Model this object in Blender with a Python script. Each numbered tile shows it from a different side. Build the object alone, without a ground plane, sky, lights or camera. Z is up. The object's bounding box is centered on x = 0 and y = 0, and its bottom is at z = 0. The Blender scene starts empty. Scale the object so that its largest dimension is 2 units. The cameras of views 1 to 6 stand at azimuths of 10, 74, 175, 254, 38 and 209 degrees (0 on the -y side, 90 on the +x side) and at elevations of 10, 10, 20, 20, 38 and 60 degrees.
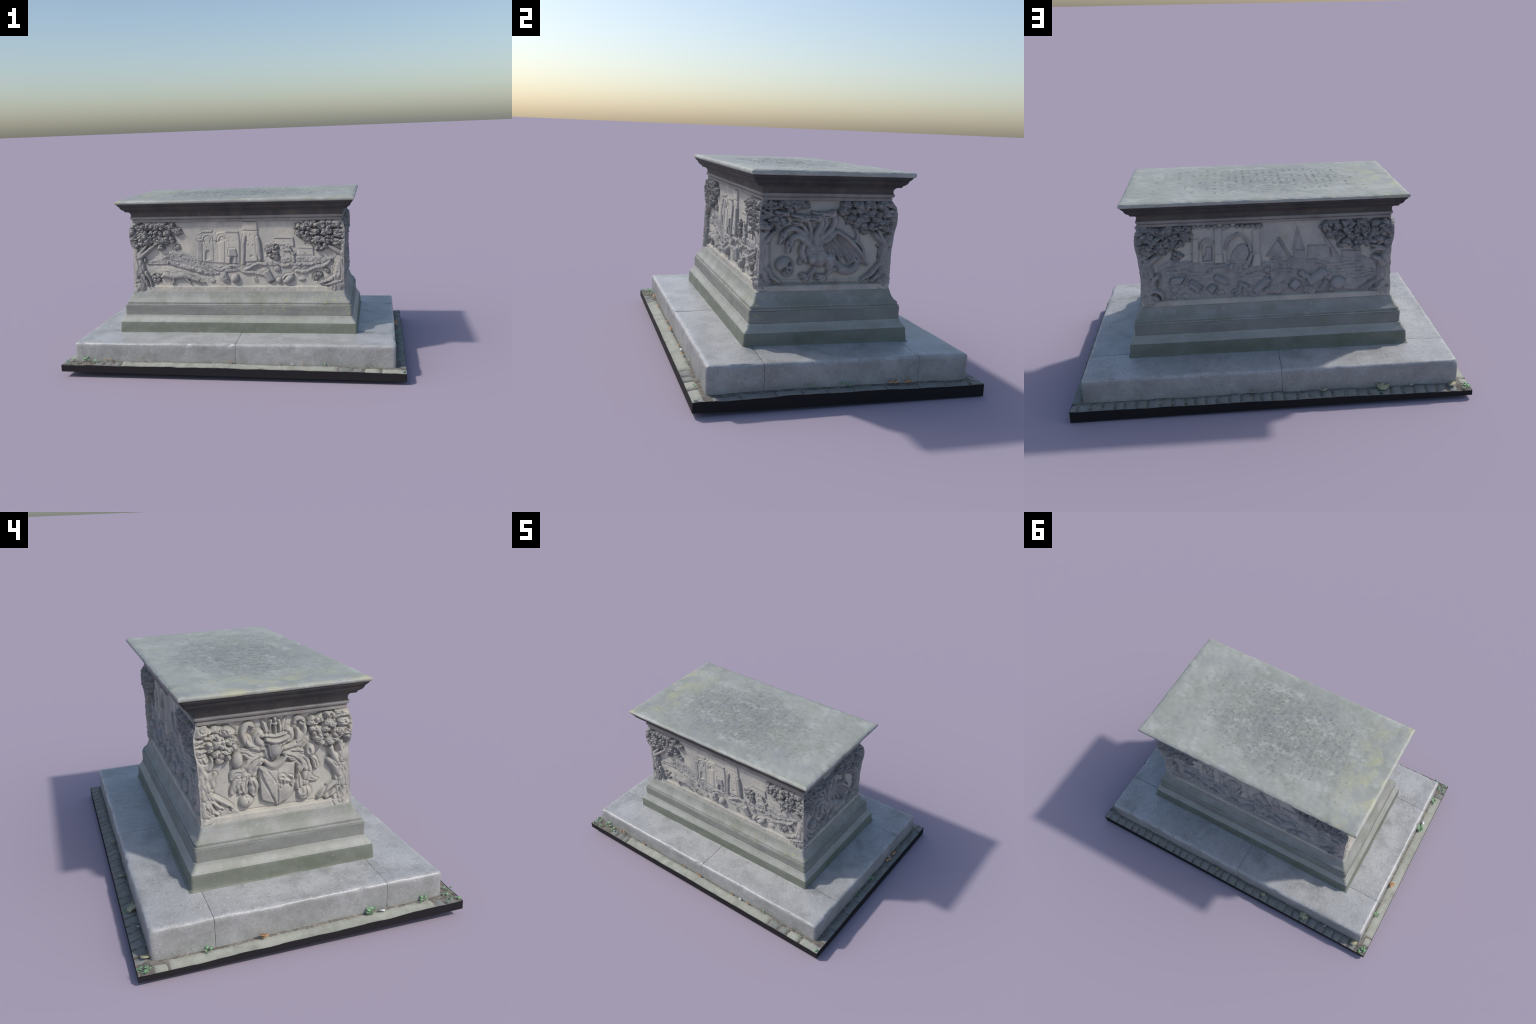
# Carved stone table tomb: paving slab, stepped kerb, moulded plinth, four relief
# panels (castle landscape, hydra, ruins, coat of arms), cornice and lid.
import bpy, math, random
import numpy as np
from mathutils import Vector, Matrix, Euler

RNG = np.random.RandomState(7)
random.seed(7)

CX, CY = 0.0010, 0.0065          # centre of the upright tomb
LX, LY = 0.7130, 0.3960          # half extents of the lid edge
ZTOP = 1.0065

# ------------------------------------------------------------------ noise
_TAB = np.random.RandomState(11).rand(256, 256)
_TAB3 = np.random.RandomState(12).rand(64, 64, 64)

def vnoise2(x, y):
    xi = np.floor(x).astype(int); yi = np.floor(y).astype(int)
    fx = x - xi; fy = y - yi
    fx = fx * fx * (3 - 2 * fx); fy = fy * fy * (3 - 2 * fy)
    g = lambda a, b: _TAB[a & 255, b & 255]
    return ((g(xi, yi) * (1 - fx) + g(xi + 1, yi) * fx) * (1 - fy)
            + (g(xi, yi + 1) * (1 - fx) + g(xi + 1, yi + 1) * fx) * fy) * 2 - 1

def fbm2(x, y, octaves=4):
    out = 0; a = 0.5
    for k in range(octaves):
        out = out + a * vnoise2(x * 2 ** k + 17.3 * k, y * 2 ** k + 5.1 * k); a *= 0.5
    return out

def vnoise3(x, y, z):
    xi = np.floor(x).astype(int); yi = np.floor(y).astype(int); zi = np.floor(z).astype(int)
    fx = x - xi; fy = y - yi; fz = z - zi
    fx = fx * fx * (3 - 2 * fx); fy = fy * fy * (3 - 2 * fy); fz = fz * fz * (3 - 2 * fz)
    g = lambda a, b, c: _TAB3[a & 63, b & 63, c & 63]
    r = 0
    for i in (0, 1):
        for j in (0, 1):
            for k in (0, 1):
                r = r + g(xi + i, yi + j, zi + k) * (fx if i else 1 - fx) * (fy if j else 1 - fy) * (fz if k else 1 - fz)
    return r * 2 - 1

def fbm3(p, scale, octaves=3):
    out = 0; a = 0.5; q = p * scale
    for k in range(octaves):
        out = out + a * vnoise3(q[:, 0] * 2 ** k + 9.7 * k, q[:, 1] * 2 ** k + 3.3 * k, q[:, 2] * 2 ** k + 6.1 * k); a *= 0.5
    return out

def worley2(x, y, seed=0):
    """distance to the nearest jittered lattice point"""
    xi = np.floor(x).astype(int); yi = np.floor(y).astype(int)
    best = np.full(x.shape, 9.0)
    for i in (-1, 0, 1):
        for j in (-1, 0, 1):
            a = xi + i; b = yi + j
            px = a + 0.15 + 0.7 * _TAB[(a + seed) & 255, b & 255]
            py = b + 0.15 + 0.7 * _TAB[(b + seed) & 255, (a + 77) & 255]
            best = np.minimum(best, np.hypot(px - x, py - y))
    return best

def sstep(t):
    t = np.clip(t, 0, 1); return t * t * (3 - 2 * t)

# -------------------------------------------------------------- materials
def new_mat(name):
    m = bpy.data.materials.new(name); m.use_nodes = True
    nt = m.node_tree; nt.nodes.clear()
    out = nt.nodes.new('ShaderNodeOutputMaterial'); b = nt.nodes.new('ShaderNodeBsdfPrincipled')
    nt.links.new(b.outputs[0], out.inputs[0])
    tc = nt.nodes.new('ShaderNodeTexCoord')
    return m, nt, b, tc.outputs['Object']

def n_noise(nt, co, scale, detail=4, rough=0.55, stretch=None, seed=0.0):
    mp = nt.nodes.new('ShaderNodeMapping'); mp.inputs['Location'].default_value = (seed, seed * 0.7, -seed)
    if stretch: mp.inputs['Scale'].default_value = stretch
    nt.links.new(co, mp.inputs[0])
    n = nt.nodes.new('ShaderNodeTexNoise'); n.inputs['Scale'].default_value = scale
    n.inputs['Detail'].default_value = detail; n.inputs['Roughness'].default_value = rough
    nt.links.new(mp.outputs[0], n.inputs['Vector'])
    return n.outputs['Fac']

def n_ramp(nt, fac, lo, hi):
    r = nt.nodes.new('ShaderNodeMapRange'); r.interpolation_type = 'SMOOTHSTEP'
    r.inputs['From Min'].default_value = lo; r.inputs['From Max'].default_value = hi
    nt.links.new(fac, r.inputs['Value']); return r.outputs[0]

def n_math(nt, op, a, b):
    n = nt.nodes.new('ShaderNodeMath'); n.operation = op
    for k, v in enumerate((a, b)):
        if isinstance(v, (int, float)): n.inputs[k].default_value = v
        else: nt.links.new(v, n.inputs[k])
    return n.outputs[0]

def rgb(nt, c):
    n = nt.nodes.new('ShaderNodeRGB'); n.outputs[0].default_value = (*c, 1); return n.outputs[0]

def n_mix(nt, fac, a, b, mode='MIX'):
    n = nt.nodes.new('ShaderNodeMix'); n.data_type = 'RGBA'; n.blend_type = mode
    if isinstance(fac, (int, float)): n.inputs[0].default_value = fac
    else: nt.links.new(fac, n.inputs[0])
    for k, v in ((6, a), (7, b)):
        if isinstance(v, tuple): n.inputs[k].default_value = (*v, 1)
        else: nt.links.new(v, n.inputs[k])
    return n.outputs[2]

def n_bump(nt, b, height, strength, dist):
    bp = nt.nodes.new('ShaderNodeBump'); bp.inputs['Strength'].default_value = strength
    bp.inputs['Distance'].default_value = dist
    nt.links.new(height, bp.inputs['Height']); nt.links.new(bp.outputs[0], b.inputs['Normal'])

def finish(nt, b, col, rough, spec=0.4):
    nt.links.new(col, b.inputs['Base Color']); b.inputs['Roughness'].default_value = rough
    b.inputs['Specular IOR Level'].default_value = spec

def mottled(name, base, alt, patches=(), grain=0.10, grain_scale=260, scale=9, rough=0.75, spec=0.35, bump=0.25, stretch=None):
    """stone: two tones mixed by broad noise, optional coloured patches, fine grain"""
    m, nt, b, co = new_mat(name)
    f = n_ramp(nt, n_noise(nt, co, scale, 5, 0.6, stretch), 0.32, 0.68)
    col = n_mix(nt, f, base, alt)
    for k, (c, sc, lo, hi, amt) in enumerate(patches):
        g = n_math(nt, 'MULTIPLY', n_ramp(nt, n_noise(nt, co, sc, 5, 0.62, None, 3.1 + 2.3 * k), lo, hi), amt)
        col = n_mix(nt, g, col, c)
    g = n_noise(nt, co, grain_scale, 3, 0.6)
    dark = n_mix(nt, n_ramp(nt, g, 0.3, 0.7), (1 - grain,) * 3, (1 + grain,) * 3)
    col = n_mix(nt, 1.0, col, dark, 'MULTIPLY')
    n_bump(nt, b, g, bump, 0.0003)
    finish(nt, b, col, rough, spec)
    return m

M = {}
M['panel'] = mottled('warm_sandstone', (0.49, 0.465, 0.4), (0.38, 0.37, 0.335),
                     [((0.3, 0.295, 0.285), 14, 0.52, 0.72, 0.5), ((0.33, 0.27, 0.19), 11, 0.54, 0.74, 0.45), ((0.24, 0.235, 0.23), 30, 0.56, 0.74, 0.45)], 0.10, 300, 6, 0.85, 0.2, 0.25, (1, 1, 0.6))
M['relief'] = mottled('weathered_relief_stone', (0.27, 0.265, 0.255), (0.37, 0.355, 0.33),
                      [((0.33, 0.29, 0.24), 18, 0.55, 0.72, 0.6), ((0.16, 0.165, 0.17), 40, 0.55, 0.75, 0.4)], 0.08, 300, 16, 0.8, 0.25)
M['leafy'] = mottled('dark_leaf_relief_stone', (0.225, 0.22, 0.212), (0.31, 0.3, 0.285),
                     [((0.34, 0.30, 0.25), 30, 0.55, 0.70, 0.6), ((0.13, 0.135, 0.14), 50, 0.52, 0.70, 0.5)], 0.08, 300, 22, 0.8, 0.25)
M['block'] = mottled('pale_masonry_relief_stone', (0.33, 0.325, 0.32), (0.27, 0.27, 0.265),
                     [((0.33, 0.29, 0.24), 18, 0.58, 0.74, 0.5)], 0.08, 300, 16, 0.8, 0.25)
M['bark'] = mottled('bark_relief_stone', (0.37, 0.35, 0.32), (0.25, 0.245, 0.235),
                    [((0.36, 0.32, 0.26), 18, 0.55, 0.72, 0.6), ((0.17, 0.17, 0.17), 40, 0.55, 0.75, 0.4)], 0.08, 300, 16, 0.8, 0.25, 0.25, (1, 1, 0.5))
M['pale'] = mottled('pale_relief_stone', (0.43, 0.41, 0.36), (0.31, 0.3, 0.275),
                    [((0.35, 0.29, 0.22), 16, 0.55, 0.72, 0.5), ((0.22, 0.21, 0.205), 30, 0.55, 0.75, 0.35)], 0.08, 300, 14, 0.8, 0.25)
M['plinth'] = mottled('algae_grey_stone', (0.31, 0.315, 0.295), (0.25, 0.255, 0.23),
                      [((0.185, 0.205, 0.155), 6, 0.46, 0.66, 0.6), ((0.23, 0.215, 0.19), 11, 0.54, 0.72, 0.5), ((0.40, 0.40, 0.385), 26, 0.56, 0.74, 0.45)], 0.10, 240, 6, 0.62, 0.45, 0.3, (1, 1, 2.5))
M['foot'] = mottled('green_algae_stone', (0.18, 0.193, 0.162), (0.145, 0.158, 0.127),
                    [((0.11, 0.13, 0.085), 6, 0.45, 0.66, 0.6), ((0.27, 0.28, 0.26), 30, 0.58, 0.78, 0.35)], 0.10, 240, 6, 0.6, 0.4, 0.3, (1, 1, 2.5))
M['fascia'] = mottled('stained_grey_stone', (0.235, 0.24, 0.22), (0.19, 0.195, 0.178),  # darker grey than the sloping course below it
                      [((0.185, 0.205, 0.155), 7, 0.48, 0.68, 0.5), ((0.29, 0.29, 0.28), 30, 0.56, 0.76, 0.3)], 0.10, 240, 6, 0.65, 0.4, 0.3, (1, 1, 2.5))
M['slope'] = mottled('pale_worn_stone', (0.34, 0.345, 0.315), (0.275, 0.28, 0.245),  # slightly paler than the other plinth courses
                     [((0.185, 0.205, 0.155), 7, 0.52, 0.72, 0.4), ((0.40, 0.40, 0.38), 30, 0.54, 0.74, 0.4)], 0.10, 240, 6, 0.55, 0.45, 0.3, (1, 1, 2.5))
M['cove'] = mottled('brown_stained_stone', (0.105, 0.097, 0.087), (0.075, 0.068, 0.062),  # overhang shade of the cornice mixed into this brown
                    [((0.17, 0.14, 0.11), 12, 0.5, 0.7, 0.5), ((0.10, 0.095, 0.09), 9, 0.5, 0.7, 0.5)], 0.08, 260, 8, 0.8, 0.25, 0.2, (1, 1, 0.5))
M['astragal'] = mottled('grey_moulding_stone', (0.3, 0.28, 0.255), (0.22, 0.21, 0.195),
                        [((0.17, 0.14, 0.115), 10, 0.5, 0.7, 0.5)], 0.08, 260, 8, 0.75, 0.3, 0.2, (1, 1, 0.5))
M['cornice'] = mottled('soot_streaked_stone', (0.07, 0.067, 0.064), (0.05, 0.048, 0.046),  # near-black base carries the lid's cast shadow as colour
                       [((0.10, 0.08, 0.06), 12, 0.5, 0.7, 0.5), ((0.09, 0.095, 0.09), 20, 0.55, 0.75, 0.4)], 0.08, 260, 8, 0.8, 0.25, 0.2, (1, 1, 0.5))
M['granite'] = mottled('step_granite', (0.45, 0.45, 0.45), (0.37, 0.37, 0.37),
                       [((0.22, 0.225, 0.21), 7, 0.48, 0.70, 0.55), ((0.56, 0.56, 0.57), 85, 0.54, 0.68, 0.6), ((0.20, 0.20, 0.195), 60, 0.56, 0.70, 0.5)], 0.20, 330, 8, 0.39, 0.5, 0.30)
def side_shade_tint(m, col, amount):
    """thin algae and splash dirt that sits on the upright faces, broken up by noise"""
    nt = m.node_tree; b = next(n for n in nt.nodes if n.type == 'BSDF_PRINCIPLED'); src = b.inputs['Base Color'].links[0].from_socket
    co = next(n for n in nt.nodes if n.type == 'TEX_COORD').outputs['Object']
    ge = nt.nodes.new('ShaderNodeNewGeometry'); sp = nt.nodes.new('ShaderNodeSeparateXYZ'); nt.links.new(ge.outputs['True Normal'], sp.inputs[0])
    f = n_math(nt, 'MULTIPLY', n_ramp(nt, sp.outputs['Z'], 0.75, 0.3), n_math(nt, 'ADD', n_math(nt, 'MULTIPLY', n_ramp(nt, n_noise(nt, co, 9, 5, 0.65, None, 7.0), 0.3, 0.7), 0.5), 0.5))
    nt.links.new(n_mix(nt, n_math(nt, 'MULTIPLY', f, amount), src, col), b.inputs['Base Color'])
side_shade_tint(M['granite'], (0.175, 0.18, 0.155), 0.60)
M['mortar'] = mottled('joint_mortar', (0.10, 0.10, 0.09), (0.15, 0.145, 0.13), [], 0.1, 200, 20, 0.9, 0.2)
M['pave'] = mottled('paving_stone', (0.39, 0.395, 0.34), (0.32, 0.325, 0.28),
                    [((0.20, 0.22, 0.165), 12, 0.5, 0.7, 0.5), ((0.27, 0.22, 0.20), 9, 0.58, 0.75, 0.5)], 0.12, 260, 10, 0.75, 0.35, 0.4)
M['sett'] = mottled('sett_stone', (0.23, 0.24, 0.225), (0.19, 0.195, 0.18),
                    [((0.22, 0.17, 0.15), 7, 0.58, 0.75, 0.6), ((0.17, 0.20, 0.13), 20, 0.58, 0.75, 0.5)], 0.12, 260, 16, 0.7, 0.4, 0.4)
M['soil'] = mottled('soil_and_litter', (0.125, 0.117, 0.10), (0.22, 0.205, 0.18),
                    [((0.40, 0.33, 0.25), 60, 0.55, 0.7, 0.7), ((0.07, 0.06, 0.05), 45, 0.56, 0.7, 0.8)], 0.2, 200, 30, 0.95, 0.15, 0.6)
M['skirt'] = mottled('black_cut_edge', (0.0165, 0.0150, 0.0165), (0.0175, 0.0160, 0.0175), [], 0.02, 200, 3, 0.8, 0.2, 0.05)
M['letter'] = mottled('incised_letter_dirt', (0.27, 0.28, 0.27), (0.215, 0.225, 0.21),
                      [((0.12, 0.135, 0.085), 9, 0.5, 0.7, 0.7)], 0.1, 200, 12, 0.9, 0.15)
M['green'] = mottled('weed_green', (0.16, 0.36, 0.17), (0.26, 0.45, 0.24), [], 0.1, 200, 60, 0.55, 0.4)
M['rust'] = mottled('fallen_leaf_rust', (0.48, 0.23, 0.10), (0.55, 0.36, 0.20), [], 0.1, 200, 80, 0.7, 0.3)
M['tan'] = mottled('fallen_leaf_tan', (0.45, 0.36, 0.26), (0.40, 0.38, 0.24), [((0.42, 0.52, 0.30), 25, 0.5, 0.62, 0.9)], 0.1, 200, 50, 0.7, 0.3)
M['white'] = mottled('pale_litter', (0.62, 0.64, 0.68), (0.7, 0.7, 0.7), [], 0.05, 200, 50, 0.6, 0.3)

def plinth_lichen(m):
    """yellow lichen specks on the front of the plinth, denser towards one end"""
    nt = m.node_tree
    b = next(n for n in nt.nodes if n.type == 'BSDF_PRINCIPLED'); src = b.inputs['Base Color'].links[0].from_socket
    co = next(n for n in nt.nodes if n.type == 'TEX_COORD').outputs['Object']
    sp = nt.nodes.new('ShaderNodeSeparateXYZ'); nt.links.new(co, sp.inputs[0])
    spots = n_ramp(nt, n_noise(nt, co, 75, 3, 0.65, None, 8.0), 0.57, 0.66)
    area = n_ramp(nt, n_noise(nt, co, 6, 2, 0.5, None, 4.0), 0.34, 0.54)
    endm = n_ramp(nt, sp.outputs['X'], -0.35, 0.35)
    front = n_ramp(nt, n_math(nt, 'MULTIPLY', sp.outputs['Y'], -1.0), 0.29, 0.31)
    up = n_ramp(nt, sp.outputs['Z'], 0.28, 0.34)
    f = n_math(nt, 'MULTIPLY', n_math(nt, 'MULTIPLY', spots, area), n_math(nt, 'MULTIPLY', endm, front))
    f = n_math(nt, 'MULTIPLY', n_math(nt, 'MULTIPLY', f, up), 0.75)
    nt.links.new(n_mix(nt, f, src, (0.42, 0.43, 0.14)), b.inputs['Base Color'])
for key in ('plinth', 'fascia', 'slope'): plinth_lichen(M[key])

def lid_material():
    m, nt, b, co = new_mat('lichen_grey_lid_stone')
    sp = nt.nodes.new('ShaderNodeSeparateXYZ'); nt.links.new(co, sp.inputs[0])
    # darker, pitted, inscribed middle
    ex = n_math(nt, 'MULTIPLY', n_math(nt, 'ADD', sp.outputs['X'], 0.05), 1.75)
    ey = n_math(nt, 'MULTIPLY', n_math(nt, 'ADD', sp.outputs['Y'], 0.02), 2.7)
    r = n_math(nt, 'SQRT', n_math(nt, 'ADD', n_math(nt, 'MULTIPLY', ex, ex), n_math(nt, 'MULTIPLY', ey, ey)), 0.0)
    wob = n_math(nt, 'MULTIPLY', n_math(nt, 'SUBTRACT', n_noise(nt, co, 6, 5, 0.65), 0.5), 1.3)
    mid = n_ramp(nt, n_math(nt, 'ADD', r, wob), 1.25, 0.15)
    broad = n_ramp(nt, n_noise(nt, co, 5, 5, 0.6, None, 1.7), 0.32, 0.68)
    col = n_mix(nt, broad, (0.39, 0.4, 0.36), (0.335, 0.345, 0.31))
    col = n_mix(nt, n_math(nt, 'MULTIPLY', mid, 0.85), col, (0.26, 0.27, 0.25))
    # grey-green patches, pale scoured patches, speckle in the inscribed middle, yellow lichen at one end
    gr = n_math(nt, 'MULTIPLY', n_ramp(nt, n_noise(nt, co, 6, 6, 0.65, None, 5.0), 0.47, 0.66), 0.75)
    col = n_mix(nt, gr, col, (0.3, 0.315, 0.26))
    fl = n_math(nt, 'MULTIPLY', n_ramp(nt, n_noise(nt, co, 10, 8, 0.75, (0.6, 1.0, 1.0), 2.0), 0.51, 0.62), 0.55)
    col = n_mix(nt, fl, col, (0.47, 0.485, 0.45))
    f2 = n_math(nt, 'MULTIPLY', n_math(nt, 'MULTIPLY', n_ramp(nt, n_noise(nt, co, 30, 7, 0.75, (0.7, 1.0, 1.0), 15.0), 0.52, 0.64), mid), 0.55)
    col = n_mix(nt, f2, col, (0.47, 0.485, 0.45))
    dk = n_math(nt, 'MULTIPLY', n_math(nt, 'MULTIPLY', n_ramp(nt, n_noise(nt, co, 48, 6, 0.75, None, 6.0), 0.48, 0.61), mid), 0.75)
    col = n_mix(nt, dk, col, (0.17, 0.18, 0.155))
    pu = n_math(nt, 'MULTIPLY', n_ramp(nt, n_noise(nt, co, 4, 4, 0.6, None, 12.0), 0.52, 0.68), 0.4)
    col = n_mix(nt, pu, col, (0.27, 0.275, 0.295))
    ye = n_math(nt, 'MULTIPLY', n_ramp(nt, n_noise(nt, co, 7, 4, 0.6, None, 9.0), 0.46, 0.62), n_ramp(nt, sp.outputs['X'], -0.40, -0.62))
    col = n_mix(nt, n_math(nt, 'MULTIPLY', ye, 0.55), col, (0.46, 0.455, 0.27))
    g = n_noise(nt, co, 300, 3, 0.6)
    col = n_mix(nt, 1.0, col, n_mix(nt, n_ramp(nt, g, 0.3, 0.7), (0.92,) * 3, (1.08,) * 3), 'MULTIPLY')
    n_bump(nt, b, n_math(nt, 'ADD', n_noise(nt, co, 90, 5, 0.65), g), 0.3, 0.0007)
    finish(nt, b, col, 0.50, 0.45)
    return m
M['lid'] = lid_material()

# ------------------------------------------------------------ scene helpers
def link(ob, parent=None):
    bpy.context.scene.collection.objects.link(ob)
    if parent: ob.parent = parent
    return ob

def mesh_object(name, verts, faces, mat, parent, smooth=True, normals=None, sharp=None):
    me = bpy.data.meshes.new(name)
    me.from_pydata([tuple(map(float, v)) for v in verts], [], faces if isinstance(faces, list) else faces.tolist())
    me.materials.append(mat)
    if smooth: me.polygons.foreach_set('use_smooth', [True] * len(me.polygons))
    me.update()
    if normals is not None: me.normals_split_custom_set_from_vertices([tuple(map(float, n)) for n in normals])
    elif sharp: me.set_sharp_from_angle(angle=math.radians(sharp))
    return link(bpy.data.objects.new(name, me), parent)

tomb = bpy.data.objects.new('table_tomb', None)
tomb.empty_display_size = 0.2
link(tomb)
tomb['label'] = 'grey stone table tomb carved with trees, castle, hydra and arms'
tomb['category'] = 'tomb'

# ------------------------------------------------------------- moulded rings
def ring_path(step=0.009):
    """unit description of a rectangle outline: list of (sx, sy, tx, ty)
    where the point = (sx*hx or tx*hx, ...) so that it can be offset (mitred)"""
    pts = []
    nx = int(2 * LX / step); ny = int(2 * LY / step)
    for k in range(nx): pts.append((-1 + 2 * k / nx, -1.0))
    for k in range(ny): pts.append((1.0, -1 + 2 * k / ny))
    for k in range(nx): pts.append((1 - 2 * k / nx, 1.0))
    for k in range(ny): pts.append((-1.0, 1 - 2 * k / ny))
    return np.array(pts)

def densify(profile, step=0.006):
    out = [profile[0]]
    for (a, b) in zip(profile[:-1], profile[1:]):
        n = max(1, int(math.hypot(b[0] - a[0], b[1] - a[1]) / step))
        for k in range(1, n + 1): out.append((a[0] + (b[0] - a[0]) * k / n, a[1] + (b[1] - a[1]) * k / n))
    return out

def ring(name, profile, mat, parent, rough=0.0015, chips=0.0, round_corner=0.004, seed=0.0, dy=(0.0, 0.0)):
    prof = densify(profile); path = ring_path(); n = len(path); m = len(prof)
    V = np.zeros((m, n, 3))
    corner = (np.abs(path[:, 0]) == 1) & (np.abs(path[:, 1]) == 1)
    for j, (o, z) in enumerate(prof):
        V[j, :, 0] = CX + path[:, 0] * (LX + o); V[j, :, 1] = CY + path[:, 1] * (LY + o); V[j, :, 2] = z
        V[j, corner, 0] -= path[corner, 0] * round_corner; V[j, corner, 1] -= path[corner, 1] * round_corner
    P = V.reshape(-1, 3)
    # outward direction of each column
    nx = np.where(np.abs(path[:, 0]) == 1, np.sign(path[:, 0]), 0); ny = np.where(np.abs(path[:, 1]) == 1, np.sign(path[:, 1]), 0)
    N = np.tile(np.stack([nx, ny], 1), (m, 1))
    d = rough * 2 * fbm3(P + seed, 16, 3) + rough * 1.2 * fbm3(P + seed + 3, 55, 2)
    if chips:
        c = np.maximum(0, fbm3(P + 5 + seed, 22, 3) - 0.12) * chips * 4
        d = d - c
    P[:, 0] += N[:, 0] * d; P[:, 1] += N[:, 1] * d
    P[:, 2] += 0.6 * rough * fbm3(P + 8 + seed, 9, 2) * 2
    w = np.clip((P[:, 1] - CY) / (2 * LY) + 0.5, 0, 1); P[:, 1] += dy[0] * (1 - w) + dy[1] * w
    idx = np.arange(m * n).reshape(m, n); a = idx[:-1]; b = idx[1:]
    F = np.stack([a, np.roll(a, -1, 1), np.roll(b, -1, 1), b], -1).reshape(-1, 4)
    return mesh_object(name, P, F, mat, parent, True, None, 22)

# courses of the plinth, from the foot upwards
PLINTH_FOOT = [(0.030, 0.184), (0.0135, 0.1985), (0.0115, 0.206), (0.0100, 0.235), (0.0085, 0.256), (0.0066, 0.2625), (-0.0200, 0.2630)]
PLINTH_SLOPE = [(-0.0200, 0.2615), (0.0064, 0.2620), (0.0040, 0.2675), (-0.0010, 0.2745),
                (-0.0060, 0.2815), (-0.0110, 0.2890), (-0.0140, 0.2960), (-0.0150, 0.3010), (-0.0195, 0.3028), (-0.0300, 0.3030)]
PLINTH_FASCIA = [(-0.0300, 0.3025), (-0.0188, 0.3030), (-0.0190, 0.3300), (-0.0185, 0.3560), (-0.0200, 0.3590), (-0.0310, 0.3600)]
PLINTH_CYMA = [(-0.0310, 0.3590), (-0.0205, 0.3600), (-0.0208, 0.3660), (-0.0225, 0.3680), (-0.0275, 0.3690), (-0.0285, 0.3730), (-0.0260, 0.3745), (-0.0265, 0.3800),
               (-0.0320, 0.3860), (-0.0400, 0.3930), (-0.0475, 0.4040), (-0.0535, 0.4180), (-0.0575, 0.4310), (-0.0590, 0.4385), (-0.0620, 0.4410), (-0.068, 0.4425), (-0.120, 0.4430)]
ASTRAGAL = [(-0.130, 0.8650), (-0.0760, 0.8652), (-0.0725, 0.8670), (-0.0722, 0.8790), (-0.0760, 0.8800), (-0.0745, 0.8830), (-0.0670, 0.8860), (-0.0640, 0.8920), (-0.0645, 0.8985), (-0.0690, 0.9010), (-0.0900, 0.9015)]
COVE = [(-0.0900, 0.9005), (-0.0685, 0.9010), (-0.0700, 0.9080), (-0.0695, 0.9170), (-0.0660, 0.9245), (-0.0600, 0.9300), (-0.0530, 0.9330), (-0.0450, 0.9340), (-0.0900, 0.9345)]
CROWN = [(-0.0900, 0.9330), (-0.0440, 0.9335), (-0.0405, 0.9350), (-0.0400, 0.9410), (-0.0370, 0.9425), (-0.0330, 0.9450), (-0.0250, 0.9510), (-0.0200, 0.9580), (-0.0175, 0.9650),
         (-0.0185, 0.9665), (-0.0150, 0.9680), (-0.0110, 0.9725), (-0.0060, 0.9780), (-0.0045, 0.9842), (-0.0300, 0.9843)]
SHIFT = (-0.0065, -0.0025)
plinth = ring('plinth', PLINTH_FOOT, M['foot'], tomb, 0.0012, 0.0008, 0.003, 1.0, SHIFT)
ring('plinth_slope', PLINTH_SLOPE, M['slope'], plinth, 0.0011, 0.0007, 0.003, 1.0, SHIFT)
ring('plinth_fascia', PLINTH_FASCIA, M['fascia'], plinth, 0.0009, 0.0005, 0.003, 2.0, SHIFT)
ring('plinth_cyma', PLINTH_CYMA, M['plinth'], plinth, 0.0010, 0.0006, 0.003, 3.0, SHIFT)
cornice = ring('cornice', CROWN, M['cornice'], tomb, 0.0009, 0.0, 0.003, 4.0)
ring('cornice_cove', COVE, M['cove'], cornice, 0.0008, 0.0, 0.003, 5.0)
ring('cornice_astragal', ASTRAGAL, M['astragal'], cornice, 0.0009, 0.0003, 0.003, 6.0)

# ------------------------------------------------------------------- lid
def lid_height(x, y):
    """gently hollowed, pitted top"""
    z = ZTOP + 0.0022 + 0.0025 * (x - CX) + 0.0016 * fbm2(x * 7 + 40, y * 7 + 40, 3) + 0.0022 * fbm2(x * 38 + 9, y * 38 + 9, 3)
    ex = LX - np.abs(x - CX); ey = LY - np.abs(y - CY); e = np.minimum(ex, ey)
    worn = 0.0042 * (1 - sstep(e / 0.012)) * (1 + 0.9 * fbm2(x * 24 + 3, y * 24 + 8, 3))
    return z - worn - 0.0018 * sstep(1 - e / 0.04)

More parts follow.
